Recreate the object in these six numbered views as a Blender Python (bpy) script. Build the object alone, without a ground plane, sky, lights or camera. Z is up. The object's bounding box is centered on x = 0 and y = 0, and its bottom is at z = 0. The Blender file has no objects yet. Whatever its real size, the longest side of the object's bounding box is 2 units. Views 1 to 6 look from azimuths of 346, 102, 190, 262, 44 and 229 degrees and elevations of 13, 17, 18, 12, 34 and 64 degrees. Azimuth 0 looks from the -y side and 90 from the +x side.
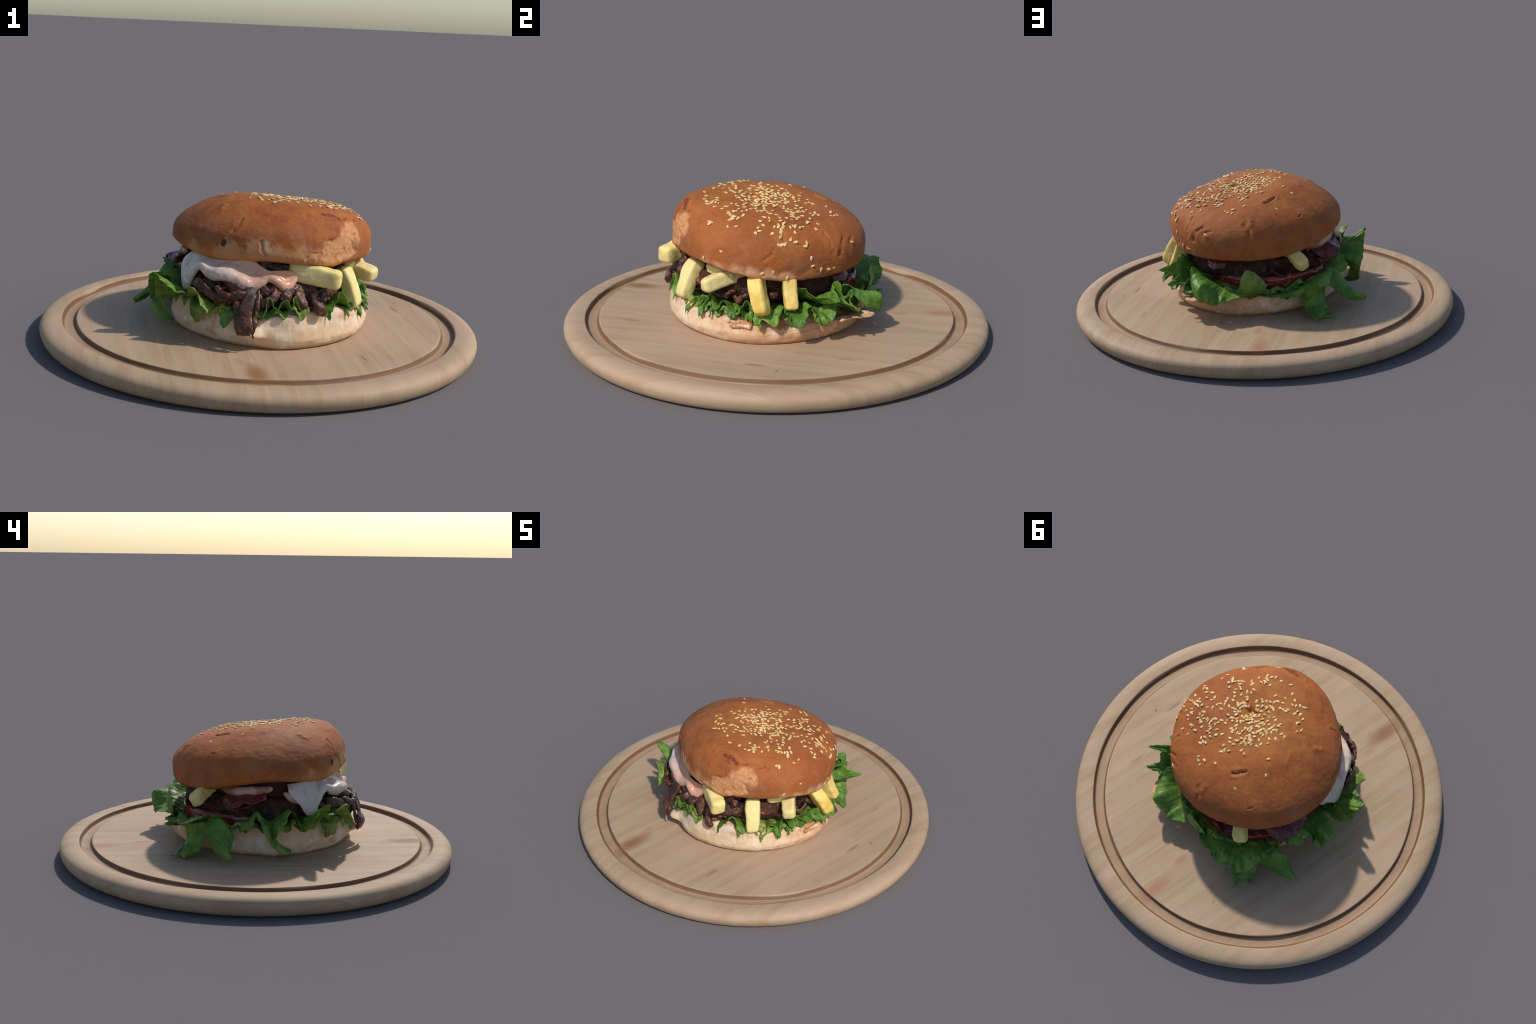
"""Burger with chunky fries, lettuce and dripping sauce on a round wooden board."""
import bpy, math, random
import numpy as np
from mathutils import Vector, Matrix

random.seed(7)
RNG = np.random.default_rng(7)
SC = bpy.context.scene
CX, CY = 0.03, -0.03            # vertical axis of the burger
BOARD_TOP = 0.086               # height of the board's inner plateau


# ------------------------------------------------------------------ helpers
def hashed(ix, iy, iz, seed):
    h = (ix * 374761393 + iy * 668265263 + iz * 2147483647 + seed * 1274126177) & 0xFFFFFFFF
    h = ((h ^ (h >> 13)) * 1274126177) & 0xFFFFFFFF
    h = ((h ^ (h >> 16)) * 2246822519) & 0xFFFFFFFF
    return ((h ^ (h >> 15)) & 0xFFFFFF) / float(0xFFFFFF)


def vnoise(p, scale, seed=0):
    """smooth value noise in -1..1 for an (n,3) array"""
    q = np.asarray(p, float) * scale + 100.0
    i = np.floor(q).astype(np.int64)
    f = q - i
    f = f * f * f * (f * (f * 6 - 15) + 10)
    out = 0.0
    for dx in (0, 1):
        for dy in (0, 1):
            for dz in (0, 1):
                w = (f[..., 0] if dx else 1 - f[..., 0]) * (f[..., 1] if dy else 1 - f[..., 1]) * (f[..., 2] if dz else 1 - f[..., 2])
                out = out + w * hashed(i[..., 0] + dx, i[..., 1] + dy, i[..., 2] + dz, seed)
    return out * 2 - 1


def fbm(p, scale, octaves=3, seed=0, gain=0.5):
    s, a, t = 0.0, 1.0, 0.0
    for o in range(octaves):
        s = s + a * vnoise(p, scale * 2 ** o, seed + 17 * o)
        t += a
        a *= gain
    return s / t


def cyl(az, r, z):
    a = math.radians(az)
    return np.array([CX + r * math.cos(a), CY + r * math.sin(a), z])


def smoothstep(a, b, x):
    t = np.clip((x - a) / (b - a), 0, 1)
    return t * t * (3 - 2 * t)


def catmull(pts, t):
    """Catmull-Rom through pts (n,...) at parameters t in 0..n-1"""
    P = np.asarray(pts, float)
    n = len(P)
    i = np.clip(np.floor(t).astype(int), 0, n - 2)
    f = (t - i).reshape((-1,) + (1,) * (P.ndim - 1))
    first, last = 2 * P[0] - P[1], 2 * P[-1] - P[-2]
    Q = np.concatenate([first[None], P, last[None]])
    a, b, c, d = Q[i], Q[i + 1], Q[i + 2], Q[i + 3]
    return 0.5 * (2 * b + (c - a) * f + (2 * a - 5 * b + 4 * c - d) * f ** 2 + (3 * b - a - 3 * c + d) * f ** 3)


def periodic(table, az, col):
    """smooth periodic interpolation of a column of an azimuth table"""
    T = sorted(table)
    x = np.array([t[0] for t in T], float)
    y = np.array([t[col] for t in T], float)
    xx = np.concatenate([x[-2:] - 360, x, x[:2] + 360])
    yy = np.concatenate([y[-2:], y, y[:2]])
    a = (np.asarray(az) + 180) % 360 - 180
    k = np.clip(np.searchsorted(xx, a, side="right") - 1, 1, len(xx) - 3)
    f = (a - xx[k]) / (xx[k + 1] - xx[k])
    m0 = (yy[k + 1] - yy[k - 1]) / (xx[k + 1] - xx[k - 1]) * (xx[k + 1] - xx[k])
    m1 = (yy[k + 2] - yy[k]) / (xx[k + 2] - xx[k]) * (xx[k + 1] - xx[k])
    return ((2 * f ** 3 - 3 * f ** 2 + 1) * yy[k] + (f ** 3 - 2 * f ** 2 + f) * m0
            + (-2 * f ** 3 + 3 * f ** 2) * yy[k + 1] + (f ** 3 - f ** 2) * m1)


def grid_faces(nu, nv, wrap_u=False, wrap_v=False):
    iu = np.arange(nu if wrap_u else nu - 1)
    iv = np.arange(nv if wrap_v else nv - 1)
    U, V = np.meshgrid(iu, iv, indexing="ij")
    U2, V2 = (U + 1) % nu, (V + 1) % nv
    return np.stack([U * nv + V, U2 * nv + V, U2 * nv + V2, U * nv + V2], -1).reshape(-1, 4).tolist()


def make_mesh(name, verts, faces, mat, smooth=True):
    me = bpy.data.meshes.new(name)
    me.from_pydata(np.asarray(verts).reshape(-1, 3).tolist(), [], faces)
    me.validate()
    me.update()
    if smooth:
        me.polygons.foreach_set("use_smooth", [True] * len(me.polygons))
    if mat:
        me.materials.append(mat)
    return me


def add(name, me, parent=None, loc=(0, 0, 0)):
    """the mesh is modelled in the frame of the whole scene; loc is relative to the parent"""
    ob = bpy.data.objects.new(name, me)
    SC.collection.objects.link(ob)
    ob.location = loc
    if parent:
        ob.parent = parent
    return ob


def vert_normals(V, F):
    F = np.asarray(F)
    n = np.zeros_like(V)
    fn = np.cross(V[F[:, 2]] - V[F[:, 0]], V[F[:, -1]] - V[F[:, 1]])
    for k in range(F.shape[1]):
        np.add.at(n, F[:, k], fn)
    return n / np.maximum(np.linalg.norm(n, axis=1, keepdims=True), 1e-12)


def evaluated(ob):
    dg = bpy.context.evaluated_depsgraph_get()
    dg.update()
    me = bpy.data.meshes.new_from_object(ob.evaluated_get(dg), depsgraph=dg)
    old = ob.data
    bpy.data.objects.remove(ob)
    bpy.data.meshes.remove(old)
    return me


# ------------------------------------------------------------------ materials
def lin(r, g, b):
    return tuple(((c / 255) / 12.92 if c / 255 <= 0.04045 else ((c / 255 + 0.055) / 1.055) ** 2.4) for c in (r, g, b)) + (1.0,)


class Nodes:
    """small builder for node trees"""

    def __init__(self, name):
        self.mat = bpy.data.materials.new(name)
        self.mat.use_nodes = True
        self.nt = self.mat.node_tree
        self.bsdf = self.nt.nodes["Principled BSDF"]
        self.out = self.nt.nodes["Material Output"]
        tc = self.nt.nodes.new("ShaderNodeTexCoord")
        self.obj = tc.outputs["Object"]
        self.normal = None

    def link(self, a, b):
        self.nt.links.new(a, b)

    def put(self, sock, v):
        if hasattr(v, "is_output"):
            self.link(v, sock)
        else:
            sock.default_value = v

    def mapping(self, scale=(1, 1, 1), rot=(0, 0, 0), loc=(0, 0, 0), src=None):
        m = self.nt.nodes.new("ShaderNodeMapping")
        self.link(src or self.obj, m.inputs["Vector"])
        m.inputs["Scale"].default_value = scale
        m.inputs["Rotation"].default_value = rot
        m.inputs["Location"].default_value = loc
        return m.outputs["Vector"]

    def noise(self, scale, detail=4, rough=0.55, distort=0.0, vec=None):
        n = self.nt.nodes.new("ShaderNodeTexNoise")
        self.link(vec or self.obj, n.inputs["Vector"])
        n.inputs["Scale"].default_value = scale
        n.inputs["Detail"].default_value = detail
        n.inputs["Roughness"].default_value = rough
        n.inputs["Distortion"].default_value = distort
        return n.outputs["Fac"]

    def voronoi(self, scale, feature="F1", vec=None):
        n = self.nt.nodes.new("ShaderNodeTexVoronoi")
        n.feature = feature
        self.link(vec or self.obj, n.inputs["Vector"])
        n.inputs["Scale"].default_value = scale
        return n.outputs["Distance"]

    def math(self, op, a, b=0.0, c=0.0, clamp=False):
        n = self.nt.nodes.new("ShaderNodeMath")
        n.operation = op
        n.use_clamp = clamp
        self.put(n.inputs[0], a)
        self.put(n.inputs[1], b)
        self.put(n.inputs[2], c)
        return n.outputs[0]

    def ramp(self, fac, lo, hi, a=0.0, b=1.0):
        n = self.nt.nodes.new("ShaderNodeMapRange")
        n.interpolation_type = "SMOOTHSTEP"
        self.put(n.inputs["Value"], fac)
        n.inputs["From Min"].default_value = lo
        n.inputs["From Max"].default_value = hi
        n.inputs["To Min"].default_value = a
        n.inputs["To Max"].default_value = b
        return n.outputs["Result"]

    def mix(self, fac, a, b, mode="MIX"):
        n = self.nt.nodes.new("ShaderNodeMix")
        n.data_type = "RGBA"
        n.blend_type = mode
        self.put(n.inputs[0], fac)
        self.put(n.inputs[6], a)
        self.put(n.inputs[7], b)
        return n.outputs[2]

    def xyz(self):
        s = self.nt.nodes.new("ShaderNodeSeparateXYZ")
        self.link(self.obj, s.inputs[0])
        return s.outputs

    def dist(self, p, src=None):
        n = self.nt.nodes.new("ShaderNodeVectorMath")
        n.operation = "DISTANCE"
        self.link(src or self.obj, n.inputs[0])
        n.inputs[1].default_value = p
        return n.outputs["Value"]

    def blob(self, centres, rad, soft, jitter=None):
        """1 inside a union of balls, edge soft and jittered by a noise socket"""
        d = None
        for c in centres:
            k = self.dist(c)
            d = k if d is None else self.math("MINIMUM", d, k)
        if jitter is not None:
            d = self.math("ADD", d, jitter)
        return self.ramp(d, rad - soft, rad + soft, 1.0, 0.0)

    def random(self):
        n = self.nt.nodes.new("ShaderNodeObjectInfo")
        return n.outputs["Random"]

    def bump(self, height, strength, dist=0.01):
        n = self.nt.nodes.new("ShaderNodeBump")
        self.put(n.inputs["Height"], height)
        n.inputs["Strength"].default_value = strength
        n.inputs["Distance"].default_value = dist
        if self.normal is not None:
            self.link(self.normal, n.inputs["Normal"])
        self.normal = n.outputs["Normal"]

    def finish(self, color, rough=0.6, spec=0.3, coat=0.0, coat_rough=0.2, sss=0.0, translucent=0.0):
        b = self.bsdf
        self.put(b.inputs["Base Color"], color)
        self.put(b.inputs["Roughness"], rough)
        b.inputs["Specular IOR Level"].default_value = spec
        b.inputs["Coat Weight"].default_value = coat
        b.inputs["Coat Roughness"].default_value = coat_rough
        if sss:
            b.inputs["Subsurface Weight"].default_value = sss
            b.inputs["Subsurface Radius"].default_value = (0.02, 0.012, 0.006)
            b.inputs["Subsurface Scale"].default_value = 0.6
        if self.normal is not None:
            self.link(self.normal, b.inputs["Normal"])
        if translucent:
            t = self.nt.nodes.new("ShaderNodeBsdfTranslucent")
            self.put(t.inputs["Color"], color)
            if self.normal is not None:
                self.link(self.normal, t.inputs["Normal"])
            m = self.nt.nodes.new("ShaderNodeMixShader")
            m.inputs[0].default_value = translucent
            self.link(b.outputs[0], m.inputs[1])
            self.link(t.outputs[0], m.inputs[2])
            self.link(m.outputs[0], self.out.inputs["Surface"])
        return self.mat


def wood_material():
    n = Nodes("pine_wood")
    # the grain runs along y, leaning a few degrees
    lean = n.mapping(rot=(0, 0, math.radians(4)))
    warp = n.noise(2.2, 2, vec=n.mapping(scale=(1, 0.35, 1), src=lean))
    sep = n.nt.nodes.new("ShaderNodeSeparateXYZ")
    n.link(lean, sep.inputs[0])
    gx = n.math("ADD", sep.outputs[0], n.math("MULTIPLY", warp, 0.10))
    comb = n.nt.nodes.new("ShaderNodeCombineXYZ")
    n.link(gx, comb.inputs[0])
    n.link(n.math("MULTIPLY", sep.outputs[1], 0.05), comb.inputs[1])
    n.link(n.math("MULTIPLY", sep.outputs[2], 0.4), comb.inputs[2])
    rings = n.noise(24, 4, 0.62, vec=comb.outputs[0])
    lines = n.noise(70, 3, 0.6, vec=comb.outputs[0])
    wave = n.nt.nodes.new("ShaderNodeTexWave")
    wave.wave_profile = "SAW"
    n.link(n.mapping(scale=(1, 0.22, 0.5), src=lean), wave.inputs["Vector"])
    for key, val in (("Scale", 2.4), ("Distortion", 9.0), ("Detail", 3.5), ("Detail Scale", 1.1), ("Detail Roughness", 0.55)):
        wave.inputs[key].default_value = val
    bands = wave.outputs["Fac"]
    broad = n.noise(7, 2, 0.5, vec=comb.outputs[0])
    blotch = n.noise(3.0, 3, 0.5)
    tint = n.noise(22, 2, 0.5)
    col = n.mix(n.ramp(broad, 0.35, 0.65), lin(179, 152, 122), lin(171, 147, 117))
    col = n.mix(n.ramp(bands, 0.40, 1.0, 0, 0.42), col, lin(163, 125, 96))
    col = n.mix(n.ramp(rings, 0.45, 0.70, 0, 0.46), col, lin(152, 121, 92))
    col = n.mix(n.ramp(lines, 0.50, 0.70, 0, 0.20), col, lin(143, 112, 85))
    col = n.mix(n.ramp(blotch, 0.4, 0.65, 0, 0.5), col, lin(185, 155, 130))
    col = n.mix(n.ramp(tint, 0.5, 0.75, 0, 0.18), col, lin(161, 149, 113))
    # soft shade inside the groove, tinted into the wood colour
    pos = n.xyz()
    rad = n.math("SQRT", n.math("ADD", n.math("POWER", pos[0], 2), n.math("POWER", pos[1], 2)))
    rad = n.math("ADD", rad, n.math("MULTIPLY", n.math("SUBTRACT", n.noise(9, 2), 0.5), 0.002))
    ring = n.math("MULTIPLY", n.ramp(rad, 0.836, 0.840), n.ramp(rad, 0.902, 0.898))
    col = n.mix(n.math("MULTIPLY", ring, 0.30), col, lin(135, 97, 62))
    # dark brown painted on the groove's steep walls for their shadow
    wall_shade = n.math("MAXIMUM", n.math("MULTIPLY", n.ramp(rad, 0.8355, 0.8380), n.ramp(rad, 0.8490, 0.8460)),
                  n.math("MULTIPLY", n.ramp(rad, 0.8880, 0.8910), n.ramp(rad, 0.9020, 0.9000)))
    col = n.mix(n.math("MULTIPLY", wall_shade, 0.75), col, lin(101, 65, 36))
    # heart of the wood: a streak with reddish brown plumes at both ends
    wob = n.math("MULTIPLY", n.math("SUBTRACT", n.noise(5, 3), 0.5), 0.10)
    for y0, x0, size, c, amount in ((-0.755, -0.185, 0.135, lin(139, 99, 63), 0.95), (-0.60, -0.225, 0.065, lin(152, 107, 78), 0.7),
                                    (0.78, -0.115, 0.110, lin(163, 110, 85), 0.8), (0.585, -0.070, 0.065, lin(159, 112, 83), 0.75)):
        v = n.mapping(scale=(2.6, 1, 0.6), loc=(-2.6 * x0, -y0, 0))
        ln = n.nt.nodes.new("ShaderNodeVectorMath")
        ln.operation = "LENGTH"
        n.link(v, ln.inputs[0])
        d = n.math("ADD", ln.outputs["Value"], wob)
        col = n.mix(n.ramp(d, size * 0.35, size * 1.25, amount, 0.0), col, c)
    # small knots, scratches
    for p, s, amt, sc in (((0.735, 0.157, 0.086), 0.010, 0.8, (1.0, 1.6, 1)), ((0.691, 0.059, 0.086), 0.014, 0.55, (1.3, 0.25, 1)),
                          ((0.30, -0.62, 0.086), 0.012, 0.5, (1.4, 0.25, 1)), ((-0.36, 0.60, 0.086), 0.009, 0.5, (1, 1, 1)),
                          ((0.55, 0.42, 0.086), 0.014, 0.3, (1.3, 0.3, 1))):
        v = n.mapping(scale=sc, loc=tuple(-a * b for a, b in zip(p, sc)))
        ln = n.nt.nodes.new("ShaderNodeVectorMath")
        ln.operation = "LENGTH"
        n.link(v, ln.inputs[0])
        col = n.mix(n.ramp(ln.outputs["Value"], s * 0.3, s * 1.3, amt, 0.0), col, lin(107, 81, 61))
    n.bump(rings, 0.12, 0.004)
    n.bump(n.noise(90, 3), 0.10, 0.003)
    return n.finish(col, 0.62, 0.25)


# torn place on the crust, seen between the fries: rough crumb shows
TORN = [(0.290, -0.362, 0.580), (0.262, -0.403, 0.552), (0.225, -0.430, 0.520), (0.180, -0.452, 0.505),
        (0.245, -0.421, 0.480), (0.170, -0.454, 0.468), (0.285, -0.398, 0.500), (0.120, -0.462, 0.470), (0.320, -0.350, 0.550)]


def crust_material():
    n = Nodes("bread_crust")
    x, y, z = n.xyz()
    big = n.noise(4.5, 3, 0.55)
    mid = n.noise(13, 4, 0.6)
    fine = n.noise(130, 3, 0.65)
    col = n.mix(n.ramp(big, 0.36, 0.64), lin(160, 90, 45), lin(141, 78, 42))
    # golden, lighter skin around the seeded top
    top = n.math("ADD", n.dist((0.02, -0.08, 0.69)), n.math("MULTIPLY", n.math("SUBTRACT", mid, 0.5), 0.22))
    col = n.mix(n.ramp(top, 0.10, 0.34, 0.65, 0.0), col, lin(169, 105, 46))
    blotch = n.noise(8, 5, 0.68, 0.6)
    col = n.mix(n.ramp(blotch, 0.50, 0.68, 0, 0.6), col, lin(171, 107, 53))
    col = n.mix(n.ramp(blotch, 0.48, 0.32, 0, 0.55), col, lin(126, 66, 38))
    # redder, darker baked shoulder in patches
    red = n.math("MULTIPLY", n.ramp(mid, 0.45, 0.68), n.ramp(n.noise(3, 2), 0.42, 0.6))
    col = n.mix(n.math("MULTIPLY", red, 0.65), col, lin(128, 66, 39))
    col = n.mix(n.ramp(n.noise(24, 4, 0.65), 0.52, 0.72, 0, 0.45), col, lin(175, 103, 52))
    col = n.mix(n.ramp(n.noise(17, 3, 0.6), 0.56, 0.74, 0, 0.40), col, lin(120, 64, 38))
    # greyish mauve patches low on the sides
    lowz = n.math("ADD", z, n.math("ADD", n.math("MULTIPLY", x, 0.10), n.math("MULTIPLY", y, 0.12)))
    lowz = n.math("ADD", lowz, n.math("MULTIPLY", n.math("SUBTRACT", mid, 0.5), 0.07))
    mauve = n.math("MULTIPLY", n.ramp(n.noise(9, 4, 0.6), 0.45, 0.66), n.ramp(lowz, 0.60, 0.50))
    col = n.mix(n.math("MULTIPLY", mauve, 0.5), col, lin(160, 109, 84))
    # pale unbaked hem at the foot of the bun, where two lumps of dough touched
    pale = n.blob([(-0.24, -0.36, 0.455), (-0.14, -0.41, 0.455), (-0.05, -0.45, 0.455), (0.05, -0.47, 0.455), (-0.33, -0.22, 0.43), (0.14, -0.47, 0.45)],
                  0.066, 0.03, n.math("MULTIPLY", n.math("SUBTRACT", mid, 0.5), 0.16))
    col = n.mix(n.math("MULTIPLY", pale, 0.78), col, lin(204, 156, 110))
    lip = n.blob([(0.47, 0.07, 0.395), (0.478, 0.0, 0.403), (0.465, -0.07, 0.413), (0.44, -0.14, 0.423), (0.40, -0.22, 0.432), (0.44, 0.13, 0.388)],
                 0.034, 0.016, n.math("MULTIPLY", n.math("SUBTRACT", mid, 0.5), 0.07))
    col = n.mix(n.math("MULTIPLY", lip, 0.8), col, lin(206, 160, 122))
    hem = n.ramp(lowz, 0.452, 0.392)
    col = n.mix(n.math("MULTIPLY", hem, 0.55), col, lin(190, 124, 62))
    # flour coloured fine specks
    speck = n.ramp(n.voronoi(75), 0.10, 0.02)
    col = n.mix(n.math("MULTIPLY", speck, 0.22), col, lin(206, 150, 100))
    col = n.mix(n.ramp(fine, 0.3, 0.75, 0.0, 0.28), col, lin(190, 120, 70))
    # torn crumb
    torn = n.blob(TORN, 0.040, 0.013, n.math("ADD", n.math("MULTIPLY", n.math("SUBTRACT", n.noise(22, 3), 0.5), 0.05),
                                            n.math("MULTIPLY", n.math("SUBTRACT", fine, 0.5), 0.012)))
    crumb = n.mix(n.ramp(n.noise(60, 4, 0.7), 0.38, 0.66), lin(212, 158, 112), lin(192, 130, 84))
    col = n.mix(n.math("MULTIPLY", torn, 0.85), col, crumb)
    # small bare chip and a dark cherry coloured pit at the front
    chip = n.blob([(-0.093, -0.430, 0.531), (-0.088, -0.436, 0.510)], 0.017, 0.004, n.math("MULTIPLY", n.math("SUBTRACT", n.noise(40, 2), 0.5), 0.02))
    col = n.mix(n.math("MULTIPLY", chip, 0.8), col, lin(196, 160, 128))
    pit = n.blob([(-0.251, -0.335, 0.522), (-0.253, -0.333, 0.513)], 0.0125, 0.003, n.math("MULTIPLY", n.math("SUBTRACT", fine, 0.5), 0.01))
    col = n.mix(n.math("MULTIPLY", pit, 0.9), col, lin(78, 28, 26))
    # scorched edge of the big tear
    scorch = n.blob([(0.166, -0.377, 0.644), (0.19, -0.372, 0.640), (0.212, -0.367, 0.634), (0.232, -0.371, 0.624)], 0.013, 0.006,
                    n.math("MULTIPLY", n.math("SUBTRACT", n.noise(50, 2), 0.5), 0.02))
    col = n.mix(n.math("MULTIPLY", scorch, 0.75), col, lin(112, 48, 34))
    n.bump(fine, 0.16, 0.004)
    n.bump(n.noise(34, 4, 0.6), 0.20, 0.006)
    n.bump(n.math("MULTIPLY", torn, n.noise(70, 4, 0.7)), 0.3, 0.008)
    return n.finish(col, n.ramp(torn, 0, 1, 0.68, 0.9), 0.16)


def heel_material():
    n = Nodes("bread_heel")
    x, y, z = n.xyz()
    mid = n.noise(11, 4, 0.6)
    fine = n.noise(90, 3, 0.65)
    streak = n.noise(60, 3, 0.6, vec=n.mapping(scale=(1, 1, 0.16)))
    col = n.mix(n.ramp(mid, 0.38, 0.64), lin(226, 204, 176), lin(214, 180, 142))
    col = n.mix(n.ramp(streak, 0.42, 0.66, 0, 0.35), col, lin(204, 166, 126))
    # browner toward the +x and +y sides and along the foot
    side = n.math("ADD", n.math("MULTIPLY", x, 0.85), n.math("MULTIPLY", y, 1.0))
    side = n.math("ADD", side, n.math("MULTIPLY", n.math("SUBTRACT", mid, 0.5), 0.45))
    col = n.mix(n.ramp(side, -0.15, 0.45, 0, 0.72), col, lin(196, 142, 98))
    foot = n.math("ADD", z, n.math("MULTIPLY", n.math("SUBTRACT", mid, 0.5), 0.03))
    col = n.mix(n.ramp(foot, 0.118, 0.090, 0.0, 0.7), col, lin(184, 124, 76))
    # whitish floury smears and toasted spots
    col = n.mix(n.ramp(n.noise(14, 4, 0.6), 0.52, 0.66, 0, 0.6), col, lin(232, 214, 194))
    col = n.mix(n.ramp(n.noise(10, 4, 0.65), 0.54, 0.70, 0, 0.55), col, lin(190, 132, 86))
    toast = n.blob([(0.445, 0.06, 0.18), (0.45, 0.02, 0.18), (0.44, 0.10, 0.19), (0.47, -0.03, 0.18)], 0.030, 0.012, n.math("MULTIPLY", n.math("SUBTRACT", n.noise(24, 3), 0.5), 0.06))
    col = n.mix(n.math("MULTIPLY", toast, 0.75), col, lin(186, 112, 66))
    col = n.mix(n.ramp(n.voronoi(26), 0.085, 0.03, 0, 0.55), col, lin(150, 100, 62))
    n.bump(fine, 0.2, 0.004)
    n.bump(n.noise(26, 4, 0.65), 0.3, 0.008)
    return n.finish(col, 0.8, 0.2)


def lettuce_material():
    n = Nodes("lettuce_leaf")
    big = n.noise(9, 3)
    vein = n.voronoi(26, "DISTANCE_TO_EDGE", vec=n.mapping(scale=(1, 1, 0.7)))
    col = n.mix(n.ramp(big, 0.36, 0.62), lin(82, 124, 42), lin(122, 160, 62))
    col = n.mix(n.ramp(n.noise(5, 2), 0.50, 0.64, 0, 0.6), col, lin(164, 174, 78))
    col = n.mix(n.ramp(vein, 0.05, 0.0, 0, 0.35), col, lin(146, 174, 90))
    col = n.mix(n.ramp(n.noise(22, 4, 0.6), 0.50, 0.66, 0, 0.55), col, lin(56, 100, 38))
    col = n.mix(n.math("MULTIPLY", n.random(), 0.25), col, lin(98, 142, 66))
    n.bump(n.noise(40, 4), 0.5, 0.009)
    n.bump(vein, 0.35, 0.008)
    return n.finish(col, 0.42, 0.4, translucent=0.30)


def fries_material():
    n = Nodes("potato_fry")
    col = n.mix(n.ramp(n.noise(12, 3), 0.38, 0.64), lin(230, 204, 116), lin(216, 178, 80))
    col = n.mix(n.ramp(n.noise(7, 2), 0.54, 0.68, 0, 0.5), col, lin(234, 218, 156))
    col = n.mix(n.ramp(n.voronoi(22), 0.07, 0.03, 0, 0.6), col, lin(176, 128, 50))
    col = n.mix(n.math("MULTIPLY", n.random(), 0.75), col, lin(232, 220, 162))
    n.bump(n.noise(60, 3), 0.2, 0.004)
    return n.finish(col, 0.5, 0.3, sss=0.12)


def meat_material(name, a, b, c, rough=0.35, coat=0.25):
    n = Nodes(name)
    col = n.mix(n.ramp(n.noise(18, 4, 0.6), 0.38, 0.62), a, b)
    col = n.mix(n.ramp(n.noise(34, 3, 0.6), 0.56, 0.70, 0, 0.8), col, c)
    n.bump(n.noise(55, 4, 0.65), 0.6, 0.010)
    return n.finish(col, rough, 0.45 if coat else 0.15, coat=coat, coat_rough=0.25)


def simple_material(name, a, b, scale, rough, spec=0.35, coat=0.0, sss=0.0, bump=0.2):
    n = Nodes(name)
    col = n.mix(n.ramp(n.noise(scale, 3), 0.38, 0.62), a, b)
    n.bump(n.noise(scale * 5, 3), bump, 0.004)
    return n.finish(col, rough, spec, coat=coat, sss=sss)


def tomato_material():
    n = Nodes("tomato")
    col = n.mix(n.ramp(n.noise(10, 3), 0.4, 0.62), lin(136, 34, 26), lin(100, 22, 20))
    col = n.mix(n.ramp(n.noise(20, 3), 0.56, 0.68, 0, 0.75), col, lin(178, 128, 118))
    n.bump(n.noise(40, 3), 0.2, 0.004)
    return n.finish(col, 0.25, 0.5, coat=0.3)


def sauce_material():
    n = Nodes("burger_sauce")
    x, y, z = n.xyz()
    # white toward the -x side, pinker orange toward +x
    t = n.math("ADD", x, n.math("MULTIPLY", n.math("SUBTRACT", n.noise(12, 3), 0.5), 0.16))
    col = n.mix(n.ramp(t, -0.36, -0.02), lin(208, 190, 177), lin(208, 154, 126))
    col = n.mix(n.ramp(n.noise(20, 3), 0.55, 0.68, 0, 0.55), col, lin(204, 140, 104))
    col = n.mix(n.ramp(n.voronoi(45), 0.06, 0.03, 0, 0.5), col, lin(150, 100, 80))
    return n.finish(col, 0.32, 0.4, coat=0.15, sss=0.1)


def drip_material():
    n = Nodes("pink_sauce_drip")
    col = n.mix(n.ramp(n.noise(14, 3), 0.4, 0.62), lin(196, 152, 130), lin(150, 96, 74))
    n.bump(n.noise(30, 3), 0.3, 0.006)
    return n.finish(col, 0.35, 0.4, coat=0.15, sss=0.1)


def seed_material():
    n = Nodes("sesame_seed")
    r = n.random()
    col = n.mix(n.ramp(r, 0.2, 0.9), lin(216, 178, 112), lin(228, 200, 148))
    col = n.mix(n.ramp(n.noise(70, 2), 0.5, 0.7, 0, 0.4), col, lin(206, 164, 96))
    return n.finish(col, 0.5, 0.3)


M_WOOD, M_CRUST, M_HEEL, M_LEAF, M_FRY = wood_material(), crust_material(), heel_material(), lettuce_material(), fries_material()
M_PATTY = meat_material("grilled_patty", lin(52, 34, 28), lin(78, 50, 38), lin(112, 78, 62), 0.72, 0.0)
M_ONION = meat_material("caramelised_onion", lin(52, 29, 21), lin(94, 54, 36), lin(142, 86, 54), 0.45, 0.12)
M_BACON = meat_material("bacon", lin(86, 24, 26), lin(112, 38, 34), lin(146, 74, 60), 0.3)
M_TOMATO, M_SAUCE, M_SEED = tomato_material(), sauce_material(), seed_material()
M_CRUMB = simple_material("bread_crumb", lin(222, 190, 152), lin(190, 132, 86), 26, 0.85, 0.2, bump=0.5)


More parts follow.
